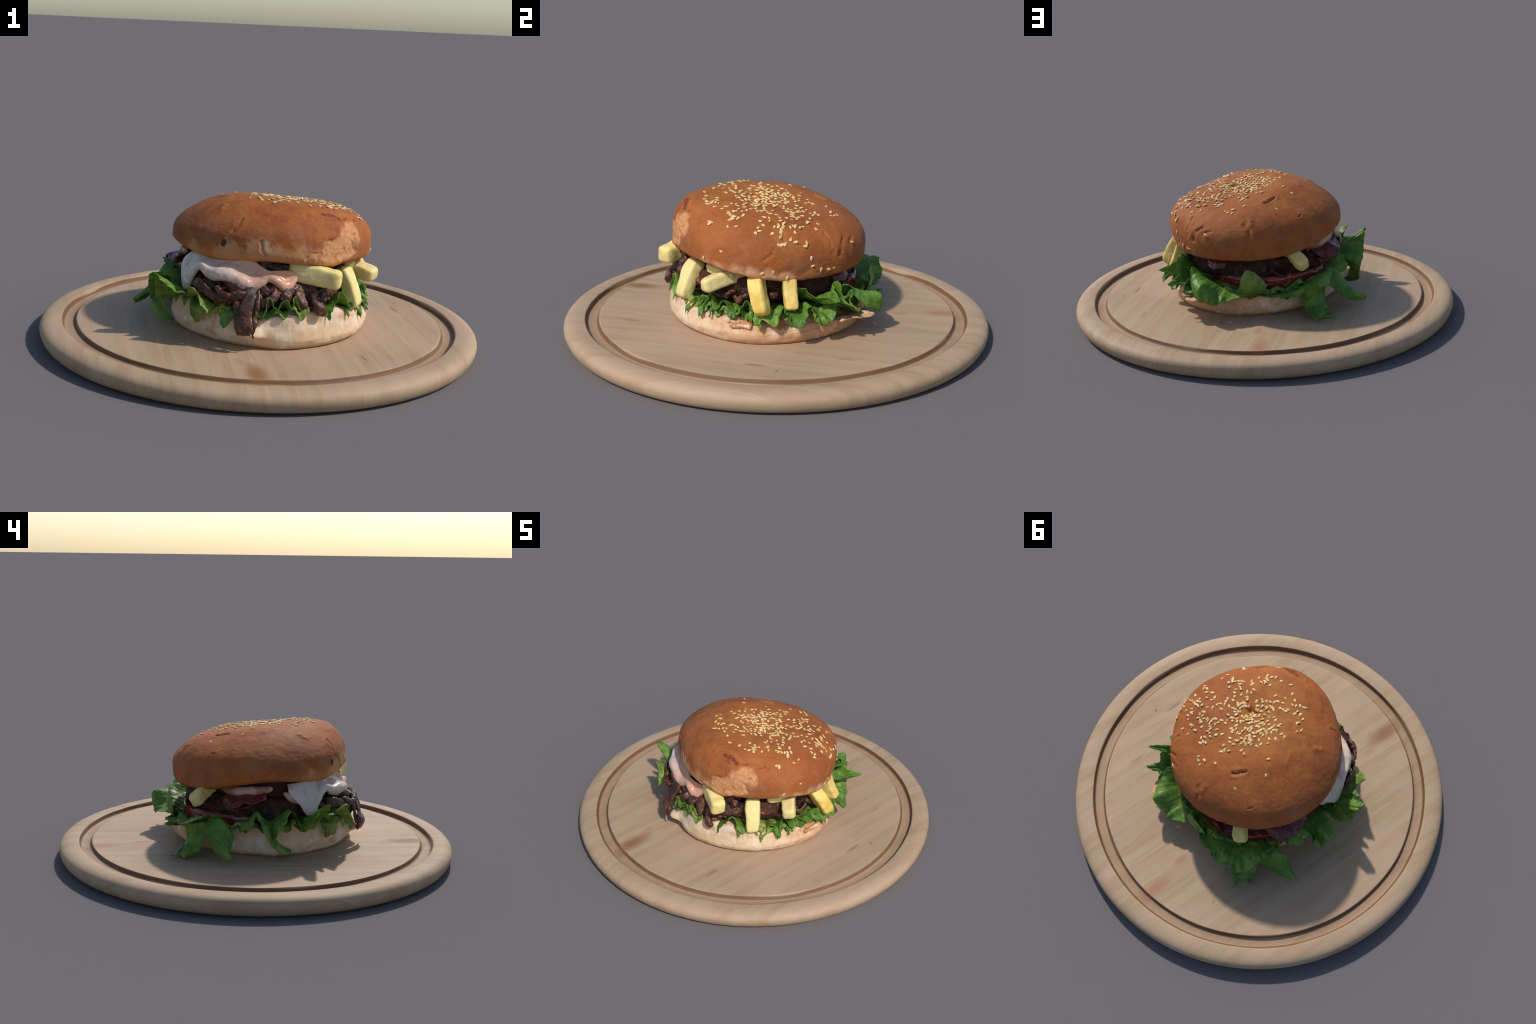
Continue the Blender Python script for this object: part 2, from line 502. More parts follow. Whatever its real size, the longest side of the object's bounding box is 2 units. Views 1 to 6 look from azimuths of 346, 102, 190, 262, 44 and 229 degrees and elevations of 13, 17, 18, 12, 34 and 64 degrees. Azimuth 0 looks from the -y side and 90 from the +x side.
# ------------------------------------------------------------------ the board
def build_board():
    # radius, height: underside, bulging rim, crest, groove, plateau
    prof = [(0.0, 0.0), (0.92, 0.0), (0.956, 0.0008), (0.968, 0.0035), (0.979, 0.009), (0.989, 0.019), (0.996, 0.033), (0.9995, 0.047), (1.0, 0.058),
            (0.996, 0.070), (0.988, 0.079), (0.975, 0.086), (0.957, 0.0905), (0.935, 0.092), (0.915, 0.0905), (0.906, 0.0900), (0.9015, 0.0885), (0.8998, 0.0855),
            (0.8985, 0.080), (0.8965, 0.073), (0.892, 0.0685), (0.884, 0.0665), (0.869, 0.0660), (0.855, 0.0665), (0.847, 0.0685), (0.8425, 0.073),
            (0.8400, 0.080), (0.8385, 0.0845), (0.8365, 0.0857), (0.830, 0.0862), (0.80, 0.0862), (0.70, 0.0862), (0.55, 0.0862), (0.40, 0.0862), (0.2, 0.0862), (0.0, 0.0862)]
    seg = 360
    P = np.array(prof)
    th = np.linspace(0, 2 * np.pi, seg, endpoint=False)
    R = np.repeat(P[None, :, 0], seg, 0)
    Z = np.repeat(P[None, :, 1], seg, 0)
    # the hand turned groove wanders a little
    w = smoothstep(0.80, 0.84, R) * (1 - smoothstep(0.90, 0.93, R))
    wob = 0.0022 * np.sin(3 * th + 1) + 0.0016 * np.sin(7 * th + 2.3) + 0.0012 * np.sin(13 * th)
    R = R + w * wob[:, None]
    V = np.stack([R * np.cos(th)[:, None], R * np.sin(th)[:, None], Z], -1)
    v = V.reshape(-1, 3)
    k = (v[:, 2] > 0.02) & (np.hypot(v[:, 0], v[:, 1]) > 0.5)
    # the seasoned plateau has sunk a little toward one side
    inner = 1 - smoothstep(0.80, 0.84, np.hypot(v[:, 0], v[:, 1]))
    v[:, 2] -= 0.0028 * inner * (v[:, 2] > 0.04) * np.exp(-((v[:, 0] + 0.3) ** 2 + (v[:, 1] - 0.75) ** 2) / 0.2)
    v[k, 2] += 0.0009 * fbm(v[k] * [1, 0.4, 1], 14, 2, 3)
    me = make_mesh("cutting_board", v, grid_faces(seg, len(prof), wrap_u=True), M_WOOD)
    import bmesh
    bm = bmesh.new()
    bm.from_mesh(me)
    bmesh.ops.remove_doubles(bm, verts=bm.verts, dist=1e-5)
    bmesh.ops.recalc_face_normals(bm, faces=bm.faces)
    bm.to_mesh(me)
    bm.free()
    me.polygons.foreach_set("use_smooth", [True] * len(me.polygons))
    ob = add("cutting_board", me)
    ob["label"] = "round pale pine serving board with a juice groove"
    ob["category"] = "cutting board"
    return ob


# ------------------------------------------------------------------ top bun
# a leaning, slightly irregular super-ellipsoid of dough
BUN_C = np.array([0.015, -0.0743, 0.4871])
BUN_R, BUN_TOP, BUN_BOT, K_TOP, K_BOT = 0.4418, 0.1909, 0.0804, 2.3741, 6.2391
TILT_X, TILT_Y = -0.1281, 0.1027
H_R = (0.066, 0.1263, 0.0029, -0.0052, -0.0113, 0.0056, 0.0108, -0.0031, 0.0087, 0.0055)
H_TOP = (0.1842, 0.0141, -0.0146, 0.0343, -0.0158, 0.0569, -0.0279, 0.0204)
H_BOT = (-0.3055, -0.2257, -0.0757, 0.0696, 0.0611, -0.0435, -0.0737, 0.1198)
H_K = (0.243, 0.0833, -0.0429, -0.0195)


def har(th, h):
    return sum(h[2 * i] * np.cos((i + 1) * th) + h[2 * i + 1] * np.sin((i + 1) * th) for i in range(len(h) // 2))


def bun_frame():
    cx, sx, cy, sy = math.cos(TILT_X), math.sin(TILT_X), math.cos(TILT_Y), math.sin(TILT_Y)
    return np.array([[1, 0, 0], [0, cx, -sx], [0, sx, cx]]) @ np.array([[cy, 0, sy], [0, 1, 0], [-sy, 0, cy]])


def bun_point(th, rr, upper):
    """point of the plain bun surface at azimuth th and relative radius rr (local polar), upper or lower half"""
    w = rr ** 2
    r = BUN_R * (1 + har(th, H_R)) * rr
    zt = BUN_TOP * (1 + w * har(th, H_TOP))
    zb = BUN_BOT * (1 + w * har(th, H_BOT))
    k = K_TOP * (1 + w * har(th, H_K))
    top = zt * np.maximum(1 - rr ** k, 0) ** (1 / k)
    bot = -zb * np.maximum(1 - rr ** K_BOT, 0) ** (1 / K_BOT)
    z = np.where(upper, top, bot)
    q = np.stack([r * np.cos(th), r * np.sin(th), z], -1)
    return BUN_C + q @ bun_frame().T


CRACKS = [  # polylines on the crust: points, half width, depth
    ([(0.117, -0.384, 0.649), (0.166, -0.377, 0.644), (0.212, -0.367, 0.634), (0.241, -0.373, 0.617), (0.272, -0.349, 0.614), (0.311, -0.325, 0.601), (0.336, -0.270, 0.606)], 0.007, 0.011),
    ([(0.311, -0.364, 0.553), (0.306, -0.375, 0.529), (0.311, -0.373, 0.497)], 0.008, 0.013),
    ([(-0.179, -0.321, 0.616), (-0.193, -0.344, 0.591), (-0.217, -0.345, 0.572)], 0.008, 0.010),
    ([(-0.109, -0.423, 0.535), (-0.106, -0.429, 0.507), (-0.092, -0.436, 0.484)], 0.006, 0.008),
    ([(-0.060, 0.213, 0.621), (-0.078, 0.190, 0.629), (-0.097, 0.166, 0.635)], 0.008, 0.018),
    ([(-0.237, 0.252, 0.564), (-0.241, 0.246, 0.566)], 0.006, 0.008),
    ([(0.019, 0.361, 0.554), (0.001, 0.389, 0.529), (-0.009, 0.405, 0.506)], 0.010, 0.008),
    ([(0.290, 0.346, 0.462), (0.270, 0.351, 0.503), (0.235, 0.351, 0.531)], 0.009, 0.009),
    ([(0.223, 0.379, 0.499), (0.189, 0.379, 0.521)], 0.008, 0.007),
    ([(0.270, 0.361, 0.446), (0.290, 0.345, 0.478), (0.283, 0.343, 0.502)], 0.008, 0.008),
    ([(0.470, 0.088, 0.518), (0.480, 0.070, 0.494), (0.487, 0.046, 0.479)], 0.008, 0.007),
    ([(0.301, 0.275, 0.561), (0.310, 0.292, 0.544), (0.322, 0.311, 0.506)], 0.008, 0.008),
    ([(0.377, 0.106, 0.598), (0.414, 0.111, 0.577), (0.433, 0.123, 0.556)], 0.008, 0.006),
    ([(-0.187, -0.328, 0.608), (-0.190, -0.331, 0.604)], 0.009, 0.012),
    ([(-0.251, -0.335, 0.524), (-0.252, -0.334, 0.516)], 0.011, 0.008),
    ([(0.130, -0.080, 0.668), (0.152, -0.066, 0.665)], 0.014, 0.018),
]
RIDGES = [  # small raised welts
    ([(-0.166, -0.065, 0.671), (-0.185, -0.035, 0.666), (-0.202, -0.009, 0.659)], 0.010, 0.005),
    ([(-0.226, -0.175, 0.643), (-0.236, -0.190, 0.638), (-0.232, -0.210, 0.637)], 0.012, 0.007),
    ([(0.330, -0.352, 0.545), (0.335, -0.358, 0.52), (0.332, -0.362, 0.495)], 0.016, 0.010),
    ([(0.10, -0.392, 0.640), (0.165, -0.390, 0.636), (0.22, -0.382, 0.624)], 0.010, 0.006),
    ([(-0.005, 0.348, 0.560), (-0.015, 0.370, 0.548)], 0.012, 0.006),
    ([(0.392, 0.120, 0.594), (0.40, 0.13, 0.588)], 0.014, 0.006),
]


def seg_dist(P, a, b):
    a, b = np.array(a), np.array(b)
    d = b - a
    t = np.clip(((P - a) @ d) / max(d @ d, 1e-9), 0, 1)
    return np.linalg.norm(P - a - t[:, None] * d, axis=1)


def line_dist(P, pts):
    return np.min([seg_dist(P, pts[i], pts[i + 1]) for i in range(len(pts) - 1)], axis=0)


def build_top_bun(parent, loc):
    nth, na = 640, 300
    th = np.linspace(0, 2 * np.pi, nth, endpoint=False)
    # direction angles from pole to equator to underside
    a_up = np.linspace(np.pi / 2, 0, na // 2 + 30)
    a_dn = np.linspace(0, np.pi / 2, na // 2 - 30)[1:]
    s_up = np.cos(a_up) / (np.cos(a_up) ** K_TOP + np.sin(a_up) ** K_TOP) ** (1 / K_TOP)
    s_dn = np.cos(a_dn) / (np.cos(a_dn) ** K_BOT + np.sin(a_dn) ** K_BOT) ** (1 / K_BOT)
    rr = np.concatenate([s_up, s_dn]).clip(0, 1)
    upper = np.concatenate([np.ones(len(a_up), bool), np.zeros(len(a_dn), bool)])
    T, RR = np.meshgrid(th, rr, indexing="ij")
    U = np.repeat(upper[None], nth, 0)
    V = bun_point(T, RR, U).reshape(-1, 3)
    F = np.array(grid_faces(nth, len(rr), wrap_u=True))
    N = vert_normals(V, F)
    if ((V - BUN_C) * N).sum() < 0:
        F = F[:, ::-1]
        N = -N
    d = 0.0045 * fbm(V, 5, 2, 5) + 0.0022 * fbm(V, 16, 3, 9) + 0.0007 * fbm(V, 60, 2, 11)
    # ragged foot
    foot = smoothstep(0.47, 0.41, V[:, 2])
    d += foot * (0.006 * fbm(V, 20, 3, 21))
    # sunken crown with a dimple in its middle
    d += 0.003 * np.exp(-(np.linalg.norm(V - [-0.31, -0.17, 0.575], axis=1) / 0.14) ** 2)
    d -= 0.0135 * np.exp(-(np.linalg.norm((V - [0.105, -0.035, 0.672]) * [1, 1, 0.4], axis=1) / 0.165) ** 2.6)
    d -= 0.010 * np.exp(-(np.linalg.norm((V - [0.135, -0.06, 0.665]) * [1, 1, 0.5], axis=1) / 0.07) ** 2)
    jig = fbm(V, 45, 3, 31)
    wander = V + 0.010 * np.stack([fbm(V, 28, 2, 33), fbm(V, 28, 2, 35), fbm(V, 28, 2, 37)], -1)
    for pts, w, depth in CRACKS:
        q = np.maximum(line_dist(wander, pts) + 0.5 * w * jig, 0)
        d -= 0.75 * depth * np.exp(-(q / (0.8 * w)) ** 1.4) - 0.12 * depth * np.exp(-((q - 2.2 * w) / (1.2 * w)) ** 2)
    for pts, w, h in RIDGES:
        d += 0.7 * h * np.exp(-(line_dist(wander, pts) / (1.2 * w)) ** 2)
    # torn patch: thin shell missing, rough crumb below
    q = np.min([np.linalg.norm(V - np.array(c), axis=1) for c in TORN], axis=0) + 0.025 * fbm(V, 22, 3, 41)
    torn = smoothstep(0.048, 0.034, q)
    d += torn * (-0.005 + 0.0022 * fbm(V, 65, 3, 43))
    # crumb sagging below the torn place onto the first fry
    sag = np.exp(-(np.linalg.norm((V - [0.185, -0.452, 0.432]) / [0.085, 0.05, 0.026], axis=1)) ** 2)
    d += 0.022 * sag * (1 + 0.5 * fbm(V, 30, 2, 47))
    V = V + N * d[:, None]
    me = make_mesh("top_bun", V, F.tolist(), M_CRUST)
    return add("top_bun", me, parent, loc), V


def build_seeds(bun_ob, V):
    # one teardrop seed, shared by all
    nu, nv = 14, 12
    u = np.linspace(0, np.pi, nu)
    v = np.linspace(0, 2 * np.pi, nv, endpoint=False)
    pts = []
    for a in u:
        x = -math.cos(a)
        r = math.sin(a) ** 0.9 * (0.60 - 0.22 * x) * (1 if x < 0.2 else 1 - 0.25 * (x - 0.2))
        for b in v:
            pts.append((x * 0.0102, r * 0.0102 * math.cos(b), r * 0.0042 * math.sin(b)))
    me = make_mesh("sesame_seed", pts, grid_faces(nu, nv, wrap_v=True), M_SEED)
    # stray seeds that stand alone on the shoulder and side
    stray = [(0.474, -0.14, 0.5), (0.435, -0.227, 0.457), (0.217, 0.381, 0.501), (0.397, 0.238, 0.47), (0.39, 0.243, 0.437), (0.361, 0.272, 0.412),
             (0.312, 0.321, 0.409), (0.472, 0.086, 0.421), (0.482, 0.042, 0.415), (0.443, 0.144, 0.391), (0.449, 0.119, 0.537), (0.442, 0.133, 0.538),
             (0.43, 0.109, 0.565), (0.427, 0.073, 0.578), (0.419, 0.153, 0.555), (0.42, 0.17, 0.543), (0.394, 0.215, 0.537), (0.406, 0.208, 0.524),
             (0.373, -0.217, 0.601), (0.412, 0.008, 0.596), (0.427, 0.017, 0.587), (0.44, 0.004, 0.58), (0.37, 0.138, 0.592), (0.352, 0.155, 0.595),
             (0.349, 0.175, 0.589), (0.332, 0.19, 0.591), (0.313, 0.241, 0.576), (0.266, 0.242, 0.59), (0.092, 0.27, 0.599), (0.132, 0.279, 0.593),
             (0.119, 0.291, 0.589), (0.093, 0.299, 0.587), (0.042, 0.242, 0.611), (0.207, 0.386, 0.499), (-0.123, 0.248, 0.601), (-0.178, 0.101, 0.645),
             (-0.126, 0.042, 0.665), (0.181, 0.23, 0.606), (0.311, 0.244, 0.575), (0.331, 0.304, 0.407), (0.38, -0.207, 0.599), (0.212, -0.282, 0.658),
             (0.126, -0.307, 0.672), (0.173, -0.286, 0.667), (-0.069, -0.222, 0.681), (-0.105, -0.156, 0.682), (-0.027, -0.277, 0.677), (-0.004, -0.264, 0.681)]
    # clusters: centre x, y, spread, count
    clusters = [(0.13, -0.007, 0.050, 62), (0.076, -0.150, 0.050, 36), (0.206, -0.007, 0.042, 18), (0.043, 0.095, 0.034, 20), (0.0, 0.02, 0.030, 12),
                (0.297, 0.168, 0.030, 15), (0.207, 0.146, 0.024, 12), (0.32, -0.075, 0.042, 17), (0.39, 0.110, 0.030, 12), (0.236, -0.216, 0.022, 7),
                (0.275, -0.133, 0.030, 11), (0.001, -0.076, 0.034, 14), (0.18, 0.20, 0.016, 5), (-0.05, -0.205, 0.024, 5), (0.33, 0.03, 0.035, 6), (0.245, 0.06, 0.045, 6)]
    F = None
    up = V[:, 2] > 0.36
    VV = V[up]
    flat = []
    for cx, cy, s, k in clusters:
        n = 0
        while n < k and len(flat) + len(stray) < 300:
            p = np.array([cx + RNG.normal(0, 1.15 * s), cy + RNG.normal(0, 1.15 * s)])
            if any(np.hypot(*(p - f)) < 0.0105 for f in flat):
                continue
            flat.append(p)
            n += 1
    targets = [np.array(s) for s in stray]
    for p in flat:
        cand = VV[(np.abs(VV[:, 0] - p[0]) < 0.02) & (np.abs(VV[:, 1] - p[1]) < 0.02)]
        if len(cand) == 0:
            continue
        i = np.argsort(np.hypot(cand[:, 0] - p[0], cand[:, 1] - p[1]) - 0.05 * cand[:, 2])[0]
        targets.append(cand[i])
    for t in targets:
        near = VV[np.argsort(((VV - t) ** 2).sum(1))[:40]]
        c = near.mean(0)
        nrm = np.linalg.svd(near - c)[2][2]
        if nrm @ (t - BUN_C) < 0:
            nrm = -nrm
        nv_ = Vector(nrm)
        tang = nv_.orthogonal().normalized()
        tang.rotate(Matrix.Rotation(random.uniform(0, 2 * math.pi), 3, nv_))
        bi = nv_.cross(tang)
        tilt = random.gauss(0, 0.15)
        t2 = (tang * math.cos(tilt) + nv_ * math.sin(tilt)).normalized()
        n2 = t2.cross(bi).normalized()
        R = Matrix((t2, bi, n2)).transposed().to_4x4()
        s = random.uniform(0.88, 1.15)
        ob = bpy.data.objects.new("sesame_seed", me)
        SC.collection.objects.link(ob)
        ob.parent = bun_ob
        lift = 0.0014 + (0.003 if random.random() < 0.15 else 0)
        ob.matrix_local = Matrix.Translation(Vector(near[0] + nrm * lift)) @ R @ Matrix.Diagonal((s, s * random.uniform(0.85, 1.1), s, 1))


# ------------------------------------------------------------------ bottom bun
# azimuth, foot radius, widest radius, height of widest, rim radius, rim height
HEEL = [(-180, .415, .442, .15, .42, .232), (-150, .402, .438, .15, .43, .235), (-125, .428, .452, .14, .445, .220), (-112, .440, .462, .145, .455, .215), (-98, .458, .475, .13, .455, .226),
        (-75, .447, .468, .13, .445, .236), (-50, .437, .460, .13, .438, .218), (-25, .440, .462, .13, .44, .190), (0, .450, .468, .125, .45, .168),
        (20, .445, .465, .125, .452, .158), (50, .435, .458, .13, .445, .168), (80, .440, .460, .135, .45, .180), (105, .420, .448, .13, .44, .195),
        (135, .400, .430, .14, .42, .190), (160, .400, .432, .15, .42, .218)]


def build_bottom_bun(parent, loc):
    nth = 420
    az = np.linspace(-180, 180, nth, endpoint=False)
    c = [None] + [periodic(HEEL, az, i) for i in range(1, 6)]
    left = np.exp(-((az + 155) / 26) ** 2)
    c[1] = c[1] - 0.012 + 0.020 * left
    c[2] = c[2] - 0.006 + 0.018 * left
    ramp = np.exp(-((az - 12) / 34) ** 2)          # the cut face slopes here
    ragged = np.stack([np.cos(np.radians(az)), np.sin(np.radians(az)), 0 * az], -1)
    c[5] = c[5] + 0.013 * fbm(ragged, 6, 3, 67)
    c[4] = c[4] + 0.006 * fbm(ragged, 6, 3, 68)
    # the soft spout pulled out below the hanging onion
    spout = np.exp(-((az + 112) / 5.5) ** 2)
    base = BOARD_TOP - 0.002
    rings = []
    inner = c[5] + 0.006
    stations = [(0 * az, 0 * az + base), (0.5 * c[1], 0 * az + base), (0.94 * c[1], 0 * az + base), (c[1], base + 0.003 + 0 * az),
                (c[1] + 0.55 * (c[2] - c[1]), base + 0.3 * (c[3] - base)), (c[2] + spout * 0.012, c[3] - 0.008), (c[2] + 0.002 + spout * 0.042, c[3] + 0.012),
                (0.45 * c[2] + 0.55 * c[4] + spout * 0.03, c[3] + 0.62 * (c[5] - c[3])), (c[4] + spout * 0.008, c[5]), (c[4] - 0.022, c[5] + 0.010 + 0.012 * ramp), (c[4] - 0.06, inner + 0.006 + 0.030 * ramp),
                (0.6 * c[4], inner), (0.3 * c[4], inner), (0 * az, 0 * az + 0.21)]
    S = np.stack([np.stack([a, b], -1) for a, b in stations], 0)        # station, az, (r,z)
    t = np.concatenate([np.linspace(0, 2, 4, endpoint=False), np.linspace(2, 10, 62, endpoint=False), np.linspace(10, 13, 14)])
    G = catmull(S, t)                                                     # t, az, 2
    G[..., 0] = np.maximum(G[..., 0], 0)
    G[..., 1] = np.maximum(G[..., 1], base)
    a = np.radians(az)
    V = np.stack([CX + G[..., 0] * np.cos(a), CY + G[..., 0] * np.sin(a), G[..., 1]], -1)
    V = V.transpose(1, 0, 2).reshape(-1, 3)
    F = np.array(grid_faces(nth, len(t), wrap_u=True))
    N = vert_normals(V, F)
    if (N * (V - [CX, CY, 0.15])).sum() < 0:
        F, N = F[:, ::-1], -N
    up = smoothstep(base + 0.001, base + 0.03, V[:, 2])
    cut = smoothstep(0.55, 0.85, N[:, 2])
    d = 0.008 * fbm(V, 7, 2, 61) + 0.0045 * fbm(V, 20, 3, 63) + cut * 0.009 * fbm(V, 36, 3, 65)
    V = V + N * (d * up)[:, None]
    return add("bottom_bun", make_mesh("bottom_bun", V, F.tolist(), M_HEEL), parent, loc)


# ------------------------------------------------------------------ lumps: balls fused by a voxel remesh
def lump(name, balls, mat, voxel=0.007, smooth=6, noise=((0.004, 25),), seed=0, squash=None):
    verts, faces = [], []
    nu, nv = 10, 14
    gf = np.array(grid_faces(nu, nv, wrap_v=True))
    for bl in balls:
        c, r = np.array(bl[:3]), bl[3]
        rz = bl[4] if len(bl) > 4 else r
        u = np.linspace(0, np.pi, nu)[:, None]
        v = np.linspace(0, 2 * np.pi, nv, endpoint=False)[None]
        P = np.stack([r * np.sin(u) * np.cos(v), r * np.sin(u) * np.sin(v), rz * np.cos(u) + 0 * v], -1).reshape(-1, 3) + c
        faces += (gf + len(verts)).tolist()
        verts += P.tolist()
    ob = add(name, make_mesh(name, verts, faces, None))
    m = ob.modifiers.new("remesh", "REMESH")
    m.mode = "VOXEL"
    m.voxel_size = voxel
    s = ob.modifiers.new("smooth", "SMOOTH")
    s.iterations = smooth
    s.factor = 0.5
    me = evaluated(ob)
    n = len(me.vertices)
    V = np.empty(n * 3)
    me.vertices.foreach_get("co", V)
    V = V.reshape(-1, 3)
    Nn = np.empty(n * 3)
    me.vertices.foreach_get("normal", Nn)
    Nn = Nn.reshape(-1, 3)
    for k, (amp, sc) in enumerate(noise):
        V = V + Nn * (amp * fbm(V, sc, 3, seed + 7 * k))[:, None]
    me.vertices.foreach_set("co", V.reshape(-1))
    me.name = name
    me.materials.clear()
    me.materials.append(mat)
    me.polygons.foreach_set("use_smooth", [True] * len(me.polygons))
    me.update()
    return me


def chain(points, n=8):
    """balls along a path of (az, r, z, radius)"""
    P = np.array([list(cyl(p[0], p[1], p[2])) + [p[3]] for p in points])
    t = np.linspace(0, len(P) - 1, n * (len(P) - 1) + 1)
    return [tuple(b) for b in catmull(P, t)]


def disc(name, centre, radius, z0, z1, mat, bulge=0.01, noise=0.006, seed=0, nth=320, tilt=(0, 0)):
    th = np.linspace(0, 2 * np.pi, nth, endpoint=False)
    zs = (z0 + z1) / 2
    h = (z1 - z0) / 2
    st = [(0, -1), (0.6, -1), (0.93, -1), (0.985, -0.8), (1, -0.4), (1, 0), (1, 0.4), (0.985, 0.8), (0.93, 1), (0.6, 1), (0, 1)]
    T = np.linspace(0, len(st) - 1, 90)
    G = catmull(np.array(st, float), T)
    r = (np.clip(G[:, 0], 0, None) * radius)[None] + 0 * th[:, None]
    V = np.stack([centre[0] + r * np.cos(th)[:, None], centre[1] + r * np.sin(th)[:, None], zs + h * G[:, 1][None] + 0 * r], -1).reshape(-1, 3)
    V[:, 2] += tilt[0] * (V[:, 0] - centre[0]) + tilt[1] * (V[:, 1] - centre[1])
    F = np.array(grid_faces(nth, len(T), wrap_u=True))
    N = vert_normals(V, F)
    if (N * (V - [centre[0], centre[1], zs])).sum() < 0:
        F, N = F[:, ::-1], -N
    V = V + N * (noise * fbm(V, 14, 4, seed) + 0.45 * noise * fbm(V, 46, 3, seed + 2))[:, None]
    return make_mesh(name, V, F.tolist(), mat)


# ------------------------------------------------------------------ sheets: lettuce, bacon
def sheet(name, ribs, mat, thick=0.0055, nu=11, nv=16, ruffle=0.006, jag=0.008, seed=0, world=False, frill=0.0):
    """a leaf lofted through ribs; each rib runs from the hidden inner end to the outer edge"""
    m = max(len(r) for r in ribs)
    R = []
    for rb in ribs:
        P = np.array([p if world else cyl(*p) for p in rb], float)
        if len(P) != m:
            P = catmull(P, np.linspace(0, len(P) - 1, m))
        R.append(P)
    R = np.array(R)
    U = np.linspace(0, len(R) - 1, nu * (len(R) - 1) + 1)
    G = catmull(R, U)                                            # u, m, 3
    W = np.linspace(0, m - 1, nv)
    G = catmull(G.transpose(1, 0, 2), W).transpose(1, 0, 2)       # u, v, 3
    nuu = len(U)
    v = np.linspace(0, 1, nv)[None, :, None]
    # jagged outer edge: stretch or shorten the last part along the rib
    out = G[:, -1] - G[:, -2]
    L = np.linalg.norm(out, axis=1, keepdims=True)
    out = out / np.maximum(L, 1e-9)
    e = fbm(np.stack([U * 1.3, 0 * U + seed, 0 * U], -1), 1.0, 3, seed + 3, 0.7) + 0.7 * fbm(np.stack([U * 4.5, 0 * U + seed, 0 * U], -1), 1.0, 2, seed + 4)
    G = G + out[:, None] * (jag * e)[:, None, None] * smoothstep(0.6, 1.0, v)
    F = np.array(grid_faces(nuu, nv))
    V = G.reshape(-1, 3)
    N = vert_normals(V, F)
    w = (smoothstep(0.25, 1.0, v) + 0 * G[..., :1]).reshape(-1)
    V = V + N * (w * ruffle * fbm(V, 24, 2, seed + 11) * 1.6 + 0.0040 * fbm(V, 48, 3, seed + 5))[:, None]
    if frill:
        edge = V.reshape(nuu, nv, 3)[:, -1]
        s = np.concatenate([[0], np.cumsum(np.linalg.norm(np.diff(edge, axis=0), axis=1))])
        phase = 2 * np.pi * s / 0.055 + 4.0 * fbm(np.stack([s * 14, 0 * s + seed, 0 * s], -1), 1, 2, seed + 19)
        amp = frill * (0.6 + 0.9 * fbm(np.stack([s * 9, 0 * s + seed, 0 * s + 5], -1), 1, 2, seed + 23))
        N = vert_normals(V, F)
        V = V + N * ((amp * np.sin(phase))[:, None] * np.linspace(0, 1, nv)[None] ** 2.2).reshape(-1, 1)
    N = vert_normals(V, F)
    # closed sheet with a thin rim
    th = np.repeat(thick * (1 - 0.55 * smoothstep(0.6, 1.0, np.linspace(0, 1, nv)))[None], nuu, 0).reshape(-1, 1)
    A, B = V + N * th / 2, V - N * th / 2
    n = len(V)
    faces = F.tolist() + (F[:, ::-1] + n).tolist()
    idx = np.arange(n).reshape(nuu, nv)
    loop = np.concatenate([idx[:, 0], idx[-1, 1:], idx[::-1, -1][1:], idx[0, ::-1][1:-1]])
    for i in range(len(loop)):
        p, q = int(loop[i]), int(loop[(i + 1) % len(loop)])
        faces.append([q, p, p + n, q + n])
    return make_mesh(name, np.concatenate([A, B]), faces, mat)


